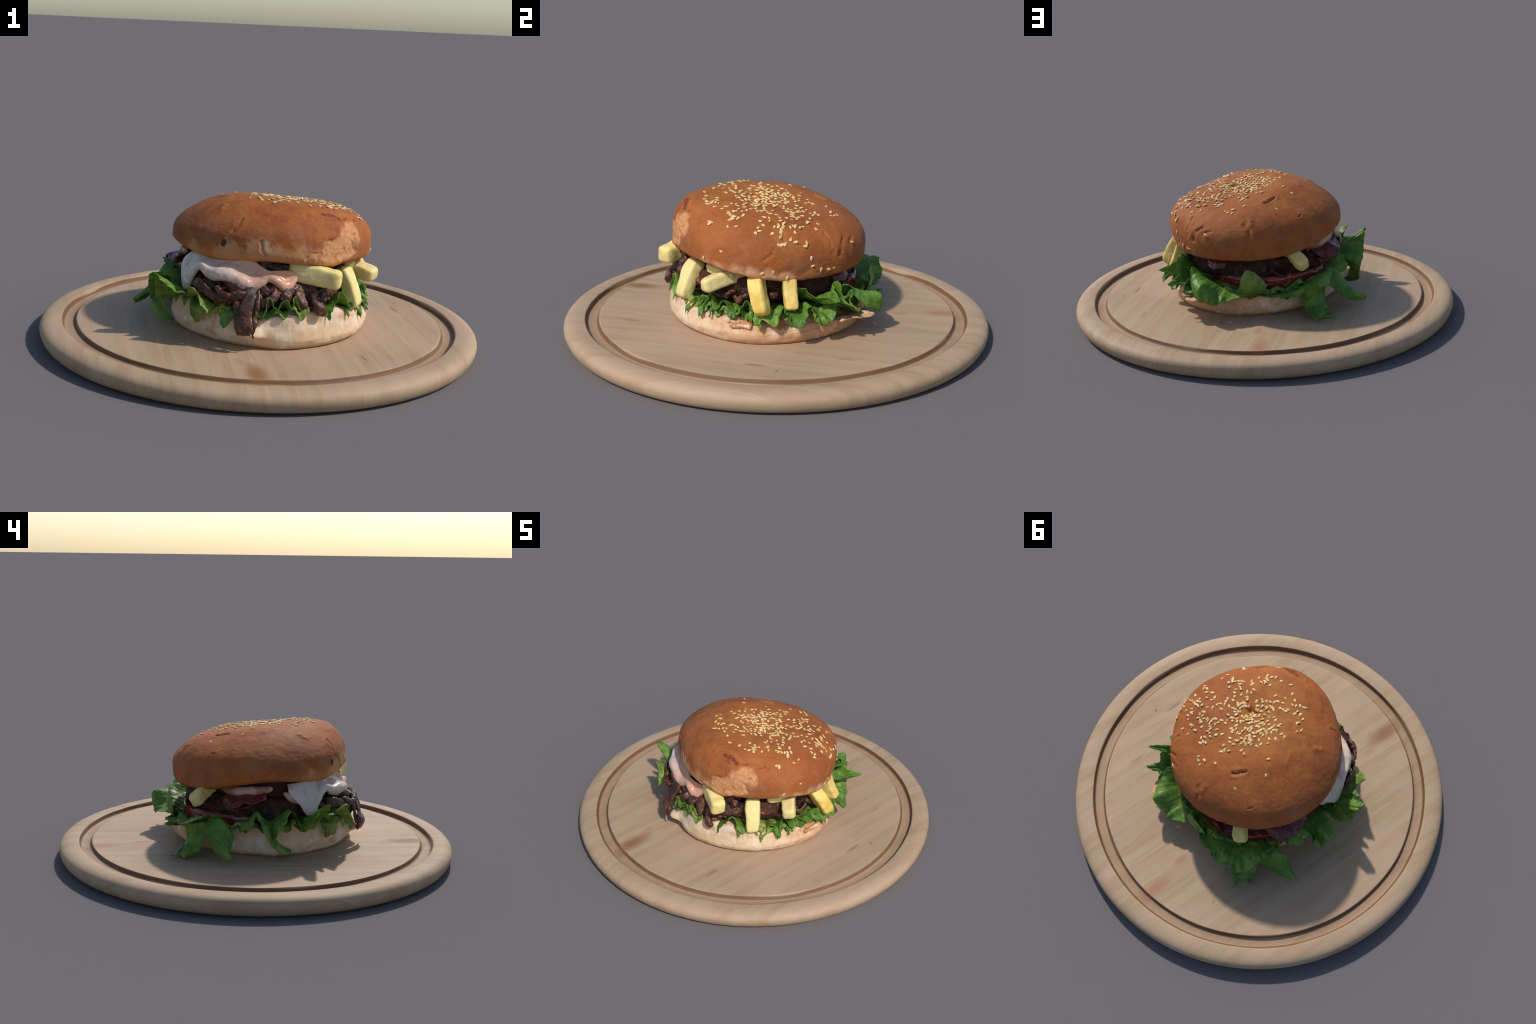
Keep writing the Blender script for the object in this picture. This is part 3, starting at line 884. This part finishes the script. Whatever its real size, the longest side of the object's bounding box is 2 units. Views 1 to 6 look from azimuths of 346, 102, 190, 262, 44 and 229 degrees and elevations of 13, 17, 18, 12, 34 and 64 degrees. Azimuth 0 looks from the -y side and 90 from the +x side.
LEAVES = {
    "right lower frill": [
        [(0, .34, .22), (1, .42, .24), (3, .455, .285)], [(5, .34, .21), (5, .44, .23), (5, .485, .187)], [(10, .34, .22), (10, .43, .245), (10, .485, .215)],
        [(16, .34, .22), (16, .44, .24), (16, .50, .19)], [(19.5, .34, .23), (19.5, .43, .26), (19.5, .485, .268)], [(24, .34, .22), (24, .45, .24), (24, .525, .20)],
        [(29, .34, .22), (29, .45, .235), (29, .525, .205)], [(34, .34, .23), (34, .43, .265), (34, .49, .26)], [(38, .34, .22), (38, .45, .235), (38, .515, .188)],
        [(44, .34, .22), (44, .46, .22), (44, .525, .20)], [(51, .34, .22), (51, .45, .26), (51, .50, .25)], [(58, .34, .22), (58, .46, .235), (58, .545, .222)],
        [(64, .34, .22), (64, .46, .22), (64, .53, .195)]],
    "right upper frill": [
        [(24, .33, .25), (25, .39, .29), (25, .42, .30)], [(32, .34, .26), (32, .40, .31), (32, .435, .338)], [(37, .34, .25), (37.5, .42, .28), (38, .47, .295)],
        [(40.5, .34, .25), (41, .46, .28), (41, .545, .315)], [(43, .34, .25), (43, .48, .265), (42.5, .60, .312)], [(45.5, .34, .25), (46, .46, .29), (46.5, .50, .35)],
        [(48, .34, .25), (48, .45, .30), (48.3, .518, .370)], [(50, .34, .25), (50, .46, .265), (50, .535, .285)], [(52.5, .34, .25), (52.5, .47, .255), (51.5, .60, .258)],
        [(56, .34, .25), (56, .46, .25), (55, .535, .25)], [(60, .34, .25), (60, .45, .26), (60, .495, .30)]],
    "back right folded": [
        [(56, .36, .24), (56, .42, .28), (56, .465, .325), (57, .49, .33), (58, .505, .325)], [(60, .36, .24), (60, .43, .27), (60, .478, .312), (60, .515, .305), (60, .53, .27)],
        [(63, .36, .23), (63, .43, .26), (63, .48, .298), (63, .535, .285), (62.5, .545, .24)], [(66.5, .36, .22), (66.5, .43, .25), (66.5, .483, .285), (67, .56, .278), (66.5, .57, .208)],
        [(70, .36, .22), (70, .43, .245), (70, .482, .27), (71, .582, .27), (70, .577, .197)], [(74, .36, .215), (74, .43, .235), (74, .468, .25), (74, .56, .242), (73.5, .565, .185)],
        [(77, .36, .21), (77, .43, .22), (77, .46, .235), (77, .53, .215), (77, .55, .178)], [(80.5, .36, .21), (80.5, .43, .215), (80.5, .46, .225), (80.5, .53, .215), (80.5, .558, .197)],
        [(85, .36, .205), (85, .43, .21), (85, .46, .217), (85, .49, .212), (85, .525, .205)], [(90, .36, .205), (90, .43, .21), (90, .458, .214), (90, .475, .212), (90, .492, .21)],
        [(96, .36, .205), (96, .42, .205), (96, .445, .207), (96, .455, .207), (96, .465, .208)], [(105, .36, .205), (105, .43, .202), (105, .46, .205), (105, .49, .21), (105, .52, .217)],
        [(112, .36, .20), (112, .43, .20), (112, .46, .205), (112, .50, .207), (113, .535, .212)], [(117, .36, .20), (117, .42, .20), (117, .47, .20), (117, .52, .208), (116.5, .565, .217)]],
    "back upright flap": [
        [(88, .455, .21), (88, .475, .24), (89, .48, .265)], [(92, .455, .205), (91, .485, .255), (90.5, .475, .315)], [(96, .46, .205), (96, .49, .265), (95, .472, .342)],
        [(100, .46, .205), (100, .49, .26), (100, .475, .315)], [(104, .46, .205), (104, .48, .235), (105, .485, .265)]],
    "side curl": [
        [(154, .34, .24), (156, .42, .25), (158, .455, .215)], [(162, .34, .25), (164, .43, .27), (166, .498, .248)], [(167, .34, .26), (168, .42, .31), (169, .475, .30)],
        [(172, .34, .26), (173, .45, .28), (174, .535, .242)], [(178, .34, .26), (177, .45, .25), (176.5, .535, .19)], [(-177, .34, .26), (-178, .46, .29), (-178, .555, .262)],
        [(-174, .34, .27), (-174.5, .46, .315), (-174.5, .555, .322)], [(-170, .34, .27), (-170, .43, .31), (-170, .475, .318)], [(-166, .34, .26), (-166, .45, .25), (-165.5, .52, .228)]],
    "left ruffle": [
        [(-168, .34, .26), (-167, .44, .24), (-166.5, .51, .225)], [(-163, .34, .26), (-163.5, .46, .25), (-163.5, .572, .264)], [(-160, .35, .27), (-160, .47, .28), (-160.2, .59, .355)],
        [(-157, .35, .27), (-157, .47, .29), (-156, .602, .362)], [(-153.5, .36, .27), (-153, .47, .27), (-153, .53, .29)], [(-150, .36, .27), (-150, .47, .285), (-150.3, .555, .305)],
        [(-146, .37, .27), (-146, .47, .28), (-146, .52, .295)], [(-142, .38, .27), (-142, .49, .30), (-141.7, .557, .342)], [(-138, .38, .26), (-138, .48, .28), (-138, .54, .315)],
        [(-133, .38, .26), (-133, .48, .25), (-132.5, .543, .232)]],
    "front left frill": [
        [(-151, .38, .26), (-150, .455, .25), (-148, .475, .19)], [(-147, .38, .26), (-146.5, .475, .24), (-145, .465, .163)], [(-143, .38, .26), (-143, .475, .24), (-142, .478, .178)],
        [(-140, .38, .26), (-140, .47, .255), (-139.5, .488, .195)], [(-137, .38, .26), (-137.5, .465, .265), (-137, .485, .25)], [(-134, .38, .26), (-134, .475, .24), (-134, .498, .20)],
        [(-130, .38, .26), (-130, .465, .26), (-130, .48, .25)], [(-127, .38, .26), (-127, .475, .24), (-127, .498, .184)], [(-123, .38, .26), (-123.5, .475, .24), (-123.5, .498, .19)],
        [(-119.5, .38, .26), (-120, .46, .25), (-120, .475, .24)]],
    "front middle frill": [
        [(-110, .38, .26), (-109.5, .46, .26), (-109, .49, .235)], [(-106, .38, .26), (-106, .47, .26), (-106, .50, .25)], [(-103.5, .38, .26), (-104, .45, .29), (-104, .485, .322)], [(-99.5, .38, .25), (-100, .465, .265), (-100, .495, .262)],
        [(-95.5, .38, .26), (-96, .45, .285), (-96, .48, .31)], [(-92.5, .38, .25), (-92.5, .455, .26), (-92.5, .48, .27)], [(-90, .38, .26), (-90.5, .45, .29), (-90.5, .472, .334)], [(-86.5, .38, .25), (-87, .45, .26), (-87, .465, .255)]],
    "front right frill": [
        [(-74, .36, .24), (-72, .43, .24), (-70.5, .468, .208)], [(-66, .36, .24), (-66, .43, .265), (-66, .462, .262)], [(-61, .36, .25), (-60.5, .43, .30), (-60, .448, .332)],
        [(-56.5, .36, .24), (-56, .43, .26), (-56, .47, .25)], [(-52, .36, .23), (-52, .43, .25), (-51.5, .462, .235)], [(-47.5, .36, .24), (-48, .42, .27), (-48, .445, .29)], [(-44, .36, .22), (-44, .42, .23), (-43, .455, .205)]],
    "right crumpled frill": [
        [(-43, .35, .22), (-42, .43, .205), (-41.5, .462, .182)], [(-37.5, .35, .22), (-37, .41, .225), (-37, .447, .222)], [(-33, .35, .23), (-33, .41, .255), (-33, .44, .262)],
        [(-29, .35, .22), (-29, .43, .22), (-28.6, .462, .185)], [(-24, .35, .23), (-24, .40, .265), (-24.5, .425, .286)], [(-19, .35, .22), (-19, .42, .235), (-19, .455, .225)],
        [(-15, .35, .23), (-15, .40, .255), (-15, .435, .272)], [(-10, .35, .22), (-10, .42, .235), (-9, .45, .25)], [(-5.5, .35, .22), (-5, .43, .225), (-5, .46, .215)],
        [(-1, .35, .23), (-1, .42, .265), (-.5, .455, .287)], [(4, .35, .22), (4, .42, .24), (4, .46, .272)]],
}


# leaves at the back and the left that stand out or hang, given directly in x, y, z
LIMP_LEAVES = [
    # crest: folds up along the back from the heel's rim and runs into the tube
    [[(-.10, .35, .20), (-.13, .40, .20), (-.15, .43, .203), (-.17, .468, .208)], [(-.15, .34, .205), (-.19, .40, .212), (-.215, .44, .220), (-.235, .478, .222)],
     [(-.20, .32, .21), (-.245, .385, .232), (-.27, .42, .25), (-.298, .458, .258)], [(-.23, .30, .215), (-.28, .365, .245), (-.32, .41, .265), (-.358, .446, .271)],
     [(-.25, .28, .225), (-.30, .335, .25), (-.345, .37, .265), (-.382, .402, .258)], [(-.27, .26, .235), (-.32, .30, .262), (-.365, .325, .285), (-.402, .338, .283)],
     [(-.28, .24, .24), (-.33, .265, .27), (-.375, .28, .298), (-.410, .292, .312)], [(-.29, .22, .245), (-.34, .235, .265), (-.375, .24, .285), (-.405, .238, .282)]],
    # two pointed lobe hanging from the crest onto the board
    [[(-.235, .385, .222), (-.255, .376, .185), (-.262, .378, .152), (-.282, .400, .124), (-.315, .432, .102), (-.369, .474, .087)],
     [(-.275, .385, .238), (-.292, .372, .190), (-.304, .370, .158), (-.325, .388, .128), (-.340, .405, .108), (-.352, .420, .101)],
     [(-.325, .345, .248), (-.334, .330, .195), (-.348, .330, .155), (-.368, .342, .124), (-.384, .370, .109), (-.402, .403, .102)],
     [(-.370, .300, .265), (-.362, .290, .205), (-.362, .302, .160), (-.376, .326, .128), (-.388, .356, .113), (-.398, .384, .106)]],
    # rolled lobe reaching out to the left
    [[(-.330, .300, .240), (-.385, .305, .224), (-.428, .278, .178), (-.455, .265, .148), (-.503, .229, .120), (-.550, .190, .114)],
     [(-.360, .285, .275), (-.410, .275, .262), (-.452, .250, .212), (-.482, .240, .178), (-.520, .222, .150), (-.560, .192, .128)],
     [(-.372, .262, .300), (-.415, .235, .280), (-.448, .200, .228), (-.482, .205, .186), (-.522, .205, .164), (-.560, .195, .136)],
     [(-.360, .225, .280), (-.405, .200, .255), (-.436, .168, .208), (-.470, .182, .172), (-.512, .194, .152), (-.552, .190, .126)]],
    # limp ribbon hanging from the curl on the left side down to the board
    [[(-.490, .045, .262), (-.514, .030, .235), (-.506, .010, .190), (-.504, -.030, .148), (-.474, -.072, .120), (-.430, -.113, .104)],
     [(-.475, .020, .268), (-.495, .008, .230), (-.492, -.012, .192), (-.486, -.045, .158), (-.462, -.082, .130), (-.428, -.115, .112)],
     [(-.455, .002, .262), (-.462, -.010, .225), (-.452, -.028, .195), (-.446, -.055, .165), (-.436, -.090, .140), (-.425, -.117, .126)]],
]
FRILL = {'back right folded': 0.0025, 'back upright flap': 0.003, }


def build_lettuce(parent, loc):
    for i, (key, ribs) in enumerate(LEAVES.items()):
        add("lettuce_leaf", sheet("lettuce_leaf", ribs, M_LEAF, seed=31 * i + 3, frill=FRILL.get(key, 0.006)), parent, loc)
    for i, ribs in enumerate(LIMP_LEAVES):
        add("lettuce_leaf", sheet("lettuce_leaf", ribs, M_LEAF, seed=411 + 9 * i, world=True, nu=14, nv=22, ruffle=0.008, jag=0.007, thick=0.005, frill=0.006), parent, loc)
    # inner crumpled leaves lining the gap above the heel
    for j, (a0, a1, step, r1, z1) in enumerate(((62, 128, 5.5, .452, .232), (122, 178, 5.0, .445, .245), (-182, -128, 4.5, .458, .262), (-132, -82, 4.5, .462, .262), (-46, 8, 4.5, .432, .235), (2, 64, 5, .452, .235))):
        ribs = []
        for k, az in enumerate(np.arange(a0, a1 + .1, step)):
            w = (1 if k % 2 else -1) * random.uniform(.5, 1.0)
            ribs.append([(az, .34, z1 - .03), (az, r1 - .035, z1 - .012 + .006 * w), (az + random.uniform(-1, 1), r1 - .008 + .006 * w, z1 + .018 * w), (az, r1 + .008, z1 - .022 + .026 * w)])
        add("lettuce_leaf", sheet("lettuce_leaf", ribs, M_LEAF, seed=430 + 7 * j, frill=0.009), parent, loc)
    # torn scraps on the cut face of the heel
    for j, (az, r, z, s) in enumerate(((-30, .447, .19, .022), (-41, .452, .186, .017), (-56, .455, .215, .020), (-22, .445, .205, .016), (8, .462, .185, .018))):
        ribs = [[(az - s * 55, r - .035, z + .022), (az - s * 60, r, z + .012), (az - s * 20, r + .012, z - .006)],
                [(az, r - .03, z + .030), (az, r + .006, z + .020), (az, r + .016, z - .016)],
                [(az + s * 55, r - .035, z + .022), (az + s * 60, r + .002, z + .010), (az + s * 25, r + .012, z - .002)]]
        add("lettuce_scrap", sheet("lettuce_scrap", ribs, M_LEAF, seed=200 + j, thick=0.004, nv=9, ruffle=0.006), parent, loc)


# ------------------------------------------------------------------ fries
def fry(name, a, b, w, h, roll=0.0, bend=0.0, seed=0, taper=1.0):
    """a thick rectangular potato stick from a to b, its corners rounded"""
    a, b = np.array(a, float), np.array(b, float)
    d = b - a
    L = np.linalg.norm(d)
    x = d / L
    up = np.array([0, 0, 1.0]) if abs(x[2]) < 0.85 else np.array([math.cos(math.radians(roll)), math.sin(math.radians(roll)), 0])
    y = np.cross(up, x)
    y /= np.linalg.norm(y)
    z = np.cross(x, y)
    ro = math.radians(roll) if abs(x[2]) < 0.85 else 0
    y, z = y * math.cos(ro) + z * math.sin(ro), -y * math.sin(ro) + z * math.cos(ro)
    nth, nl = 56, 40
    th = np.linspace(0, 2 * np.pi, nth, endpoint=False)
    k = 5.0
    rad = 1 / (np.abs(np.cos(th)) ** k + np.abs(np.sin(th)) ** k) ** (1 / k)
    s = np.linspace(-1, 1, nl)
    s = np.sign(s) * (1 - (1 - np.abs(s)) ** 1.6)
    cap = np.maximum(1 - np.abs(s) ** 9, 0) ** (1 / 3.2)
    V = []
    for si, ci in zip(s, cap):
        t = (si + 1) / 2
        c = a + d * t + z * bend * (1 - si * si)
        f = ci * (1 + (taper - 1) * t)
        V.append(c + (rad * np.cos(th) * w / 2 * f)[:, None] * y + (rad * np.sin(th) * h / 2 * f)[:, None] * z)
    V = np.array(V).reshape(-1, 3)
    F = np.array(grid_faces(nl, nth, wrap_v=True))
    N = vert_normals(V, F)
    if (N * (V - (a + b) / 2)).sum() < 0:
        F, N = F[:, ::-1], -N
    V = V + N * (0.006 * fbm(V, 14, 2, seed) + 0.002 * fbm(V, 45, 2, seed + 3))[:, None]
    return make_mesh(name, V, F.tolist(), M_FRY)


FRIES = [  # inner end, outer end, width, height, roll, bend, taper
    ((0.025, -0.372, 0.410), (0.226, -0.488, 0.384), 0.084, 0.082, -3, 0.0, 1.0),
    ((0.282, -0.298, 0.400), (0.340, -0.358, 0.226), 0.076, 0.066, -45, 0.010, 0.95),
    ((0.330, -0.070, 0.365), (0.472, -0.226, 0.334), 0.074, 0.068, 10, 0.006, 0.95),
    ((0.415, 0.000, 0.395), (0.516, 0.050, 0.238), 0.070, 0.076, 38, 0.010, 0.9),
    ((0.398, 0.136, 0.400), (0.455, 0.166, 0.246), 0.068, 0.070, 20, -0.008, 0.9),
    ((-0.165, 0.245, 0.390), (-0.274, 0.342, 0.336), 0.070, 0.070, 25, 0.004, 0.88),
    ((0.330, -0.240, 0.385), (0.405, -0.100, 0.372), 0.040, 0.036, 20, 0.0, 1.0),
]


# ------------------------------------------------------------------ onion strips
def strip(name, path, w, t, mat, seed=0, n=14, twist=0.0, world=False):
    """a limp flattened strand through path points (az, r, z)"""
    P = np.array([p if world else cyl(*p) for p in path], float)
    T = np.linspace(0, len(P) - 1, n * (len(P) - 1) + 1)
    C = catmull(P, T)
    tan = np.gradient(C, axis=0)
    tan /= np.linalg.norm(tan, axis=1, keepdims=True)
    outw = C - np.array([CX, CY, 0.30])
    outw[:, 2] *= 0.6
    side = np.cross(outw, tan)
    side /= np.maximum(np.linalg.norm(side, axis=1, keepdims=True), 1e-6)
    nrm = np.cross(tan, side)
    a = twist * np.linspace(-1, 1, len(C))[:, None]
    side, nrm = side * np.cos(a) + nrm * np.sin(a), -side * np.sin(a) + nrm * np.cos(a)
    nth = 18
    th = np.linspace(0, 2 * np.pi, nth, endpoint=False)
    u = np.linspace(0, 1, len(C))
    f = np.clip(np.minimum(u, 1 - u) / 0.10, 0, 1) ** 0.5
    f = np.maximum(f, 0.02)
    wid = w * f * (1 + 0.22 * fbm(np.stack([u * 6, 0 * u + seed, 0 * u], -1), 1, 2, seed))
    V = C[:, None] + (wid[:, None] * np.cos(th))[..., None] * side[:, None] + (t * f[:, None] * np.sin(th))[..., None] * nrm[:, None]
    V = V.reshape(-1, 3)
    F = np.array(grid_faces(len(C), nth, wrap_v=True))
    N = vert_normals(V, F)
    V = V + N * (0.009 * fbm(V, 28, 3, seed + 9) + 0.004 * fbm(V, 75, 2, seed + 10))[:, None]
    return make_mesh(name, V, F.tolist(), mat)


def build_onions(parent, loc):
    k = 0
    # the long piece that hangs over the heel, and its thin dark companion
    hang = [([(-114, .44, .36), (-114, .49, .30), (-115.5, .515, .235), (-115, .525, .195), (-113.5, .515, .165)], .036, .010),
            ([(-110, .45, .345), (-109.5, .495, .285), (-110.5, .512, .225), (-110.8, .522, .178), (-110.6, .518, .148)], .011, .009),
            ([(-118, .45, .33), (-119, .49, .28), (-119, .505, .225), (-117.5, .515, .19)], .016, .009),
            ([(-79, .42, .33), (-78.5, .45, .29), (-76.5, .47, .258), (-73.5, .468, .242)], .020, .016),
            ([(-87, .41, .350), (-86.5, .440, .305), (-86, .455, .268)], .024, .010),
            ([(-92, .42, .35), (-94, .445, .32), (-97, .452, .295)], .022, .010),
            ([(-98, .42, .345), (-101, .458, .318), (-105, .470, .295), (-109, .468, .285)], .022, .009),
            ([(-146, .47, .345), (-139, .495, .335), (-131, .49, .300), (-124, .485, .305)], .020, .010),
            ([(-133, .475, .345), (-127, .498, .322), (-121, .495, .318), (-116, .485, .335)], .017, .010)]
    for p, w, t in hang:
        add("onion_strip", strip("onion_strip", p, w, t, M_ONION, seed=500 + k, twist=0.3), parent, loc)
        k += 1
    # heap of short limp strips
    for i in range(15):
        az = random.uniform(-150, -64)
        z = random.uniform(.265, .345)
        edge = smoothstep(-154, -146, np.array(az)) * (1 - smoothstep(-120, -95, np.array(az)))
        r = .404 + .062 * float(edge) * (1 - abs(z - .30) / .1) + random.uniform(-.012, .008)
        span = random.uniform(5, 11)
        dz = random.uniform(-.045, .045)
        p = [(az - span, r - .03, z - dz * .8 + random.uniform(-.01, .01)), (az - span * .4, r + .006, z - dz * .4),
             (az + span * .4, r + .006, z + dz * .5 + random.uniform(-.015, .015)), (az + span, r - .03, z + dz)]
        add("onion_strip", strip("onion_strip", p, random.uniform(.014, .030), random.uniform(.007, .012), M_ONION, seed=540 + i, twist=random.uniform(-1, 1)), parent, loc)
    # strips peeping out between the fries
    for i, az in enumerate((-50, -42, -24, -14, -6, 8, 14)):
        z = random.uniform(.28, .34)
        p = [(az - 7, .36, z), (az - 2, .395, z + random.uniform(-.02, .02)), (az + 3, .395, z + random.uniform(-.02, .02)), (az + 8, .36, z)]
        add("onion_strip", strip("onion_strip", p, .014, .010, M_ONION, seed=600 + i), parent, loc)


# ------------------------------------------------------------------ assembly
build_board()
burger = bpy.data.objects.new("burger", None)
SC.collection.objects.link(burger)
burger.location = (CX, CY, BOARD_TOP)
burger["label"] = "loaded burger with seeded bun, fries, lettuce and sauce"
burger["category"] = "burger"
OFF = (-CX, -CY, -BOARD_TOP)

bun, BUNV = build_top_bun(burger, OFF)
build_seeds(bun, BUNV)
build_bottom_bun(burger, OFF)

add("beef_patty", disc("beef_patty", (CX - 0.010, CY - 0.010), 0.388, 0.262, 0.362, M_PATTY, noise=0.018, seed=71), burger, OFF)
add("patty_topping", disc("patty_topping", (CX, CY), 0.345, 0.345, 0.455, M_PATTY, noise=0.012, seed=75), burger, OFF)
add("tomato_slice", disc("tomato_slice", (-0.030, 0.055), 0.322, 0.222, 0.284, M_TOMATO, noise=0.004, seed=81), burger, OFF)
add("lettuce_bed", disc("lettuce_bed", (CX, CY), 0.385, 0.195, 0.235, M_LEAF, noise=0.010, seed=85), burger, OFF)

build_lettuce(burger, OFF)
for i, (a, b, w, h, roll, bend, tp) in enumerate(FRIES):
    add("potato_fry", fry("potato_fry", a, b, w, h, roll, bend, seed=90 + i, taper=tp), burger, OFF)

# dark clump of fried onion and torn meat at the front left, filling the gap up to the bun
clump = []
for i in range(120):
    az = random.uniform(-151, -64)
    e = float(smoothstep(-154, -146, np.array(az)) * (1 - smoothstep(-120, -100, np.array(az))))
    low = float(smoothstep(-100, -80, np.array(az)))
    z = random.uniform(.268, .355)
    r = .412 + .060 * e * max(0, 1 - ((z - .300) / .075) ** 2) + .024 * low * float(smoothstep(.32, .26, z))
    p = cyl(az, r + random.uniform(-.012, .006), z)
    # a torn shred: a short tapering run of balls in a random direction along the heap's face
    ang, half, thick = random.uniform(-1.2, 1.2), random.uniform(.012, .034), random.uniform(.007, .014)
    t = np.array([-math.sin(math.radians(az)) * math.cos(ang), math.cos(math.radians(az)) * math.cos(ang), math.sin(ang) * .8])
    for k in np.linspace(-1, 1, 7):
        q = p + t * half * k - np.array([math.cos(math.radians(az)), math.sin(math.radians(az)), 0]) * .010 * k * k
        clump.append((q[0], q[1], q[2], thick * (1 - .45 * abs(k))))
for i in range(40):
    az = random.uniform(-160, -60)
    p = cyl(az, (.365 if az < -84 else .388) + random.uniform(-.012, .012), random.uniform(.365, .438))
    clump.append((p[0], p[1], p[2], random.uniform(.012, .022)))
clump += chain([(-152, .39, .33, .035), (-120, .395, .32, .05), (-90, .385, .32, .05), (-62, .37, .31, .045)], 6)
clump += chain([(-158, .34, .42, .03), (-120, .35, .425, .03), (-90, .35, .42, .03), (-60, .35, .40, .03)], 6)
add("onion_heap", lump("onion_heap", clump, M_ONION, 0.004, 1, ((0.012, 20), (0.008, 52), (0.004, 120)), 101), burger, OFF)
build_onions(burger, OFF)

# sauce: a sheet pressed out from under the bun, white at the left, swelling into a pink wavy lip across the front
SAUCE = [  # azimuth, upper radius, upper height, lower radius, lower height, lip thickness
    (-169, .375, .428, .405, .402, .008), (-164, .39, .434, .438, .350, .009), (-159, .395, .436, .450, .298, .009), (-154.5, .395, .438, .452, .302, .010),
    (-150, .39, .440, .452, .368, .011), (-146, .39, .444, .448, .402, .014), (-139, .39, .446, .450, .392, .020), (-132, .385, .448, .452, .384, .024),
    (-127, .385, .449, .448, .384, .021), (-121, .385, .447, .442, .358, .019), (-115, .385, .444, .434, .334, .019), (-110, .395, .425, .430, .352, .015),
    (-105, .40, .410, .424, .386, .012), (-100, .402, .414, .424, .368, .019), (-95, .402, .412, .420, .350, .017), (-90, .395, .408, .408, .368, .012), (-86, .39, .404, .396, .384, .008)]
tab = np.array(SAUCE)
fine_tab = catmull(tab, np.linspace(0, len(tab) - 1, 110))
sauce = []
for az, r0, z0, r1, z1, lip in fine_tab:
    curtain = float(smoothstep(-147, -153, np.array(az))) if az < -147 else 0.0
    ragged = float(vnoise(np.array([[az * .16, 3.0, 7.0]]), 1.0, 77)[0])
    for v in np.linspace(0, 1, 12):
        swell = curtain * math.sin(v * math.pi / 2) + (1 - curtain) * float(smoothstep(0.25, 0.85, np.array(v)))
        rad = 0.0075 + (lip - 0.0075) * float(smoothstep(0.55, 0.9, np.array(v)))
        p = cyl(az, r0 + (r1 - r0) * swell, z0 + (z1 + .008 * ragged - z0) * v)
        sauce.append((p[0], p[1], p[2], rad))
add("burger_sauce", lump("burger_sauce", sauce, M_SAUCE, 0.0045, 5, ((0.004, 18), (0.002, 45)), 111), burger, OFF)
drip = chain([(138, .345, .400, .014), (146, .36, .388, .022), (154, .375, .392, .026), (164, .385, .402, .024), (172, .39, .408, .020), (178, .385, .412, .014)])
drip += chain([(145, .345, .385, .016), (145, .358, .345, .009)]) + chain([(-172, .40, .39, .012), (-168, .415, .365, .018), (-164, .42, .35, .014)])
add("burger_sauce", lump("burger_sauce", drip, drip_material(), 0.0055, 8, ((0.004, 20),), 113), burger, OFF)

BACON = [
    [[(144, .32, .385), (145, .39, .37), (146.5, .43, .342)], [(151, .32, .385), (152, .41, .365), (151.5, .462, .338)], [(157, .32, .40), (157, .42, .37), (157, .487, .342)],
     [(162, .32, .405), (162, .42, .380), (161.5, .476, .358)], [(168, .32, .41), (168, .41, .380), (168, .456, .362)], [(175, .32, .41), (175, .40, .39), (175, .432, .375)]],
    [[(146, .34, .335), (147, .40, .325), (148, .425, .310)], [(156, .34, .345), (156, .41, .33), (156, .44, .318)], [(166, .34, .36), (166, .41, .35), (166, .435, .345)], [(174, .34, .40), (174, .39, .40), (174, .415, .395)]],
    [[(58, .33, .36), (59, .38, .345), (60, .40, .325)], [(67, .33, .365), (67, .39, .35), (67, .418, .315)], [(75, .33, .365), (75, .38, .35), (76, .405, .33)]],
    [[(108, .33, .30), (108, .40, .31), (109, .425, .325)], [(116, .33, .30), (116, .41, .29), (116, .44, .285)], [(125, .33, .30), (125, .40, .30), (124, .42, .31)]],
]
for i, ribs in enumerate(BACON):
    add("bacon", sheet("bacon", ribs, M_BACON, thick=0.010, seed=300 + 13 * i, ruffle=0.008, jag=0.006), burger, OFF)

lip = [[(44, .42, .165), (44, .455, .172), (44, .47, .178)], [(51, .42, .165), (51, .47, .178), (51, .515, .186)], [(58, .42, .165), (58, .49, .185), (58, .56, .196)],
       [(63, .42, .165), (64, .50, .184), (65, .585, .196)], [(69, .42, .165), (69, .48, .180), (69, .535, .190)], [(75, .42, .165), (75, .455, .174), (75, .475, .182)]]
add("bread_flap", sheet("bread_flap", lip, M_HEEL, thick=0.012, seed=701, ruffle=0.006, jag=0.006), burger, OFF)
# crumbs on the cut edge of the heel
crumbs = []
for i in range(26):
    az = random.uniform(-75, 35)
    k = [float(periodic(HEEL, np.array([az]), c)[0]) for c in (4, 5)]
    p = cyl(az, k[0] - random.uniform(0.0, .035), k[1] + random.uniform(.004, .010))
    crumbs.append((p[0], p[1], p[2], random.uniform(.005, .010)))
crumbs += [tuple(cyl(a, .455, .172)) + (.011,) for a in (-8, -6, -4, -2, 0, 2)]
me = lump("bread_crumbs", crumbs, M_CRUMB, 0.003, 1, ((0.003, 60),), 121)
ob = add("bread_crumbs", me, burger, OFF)
ob["kind"] = "stuff"
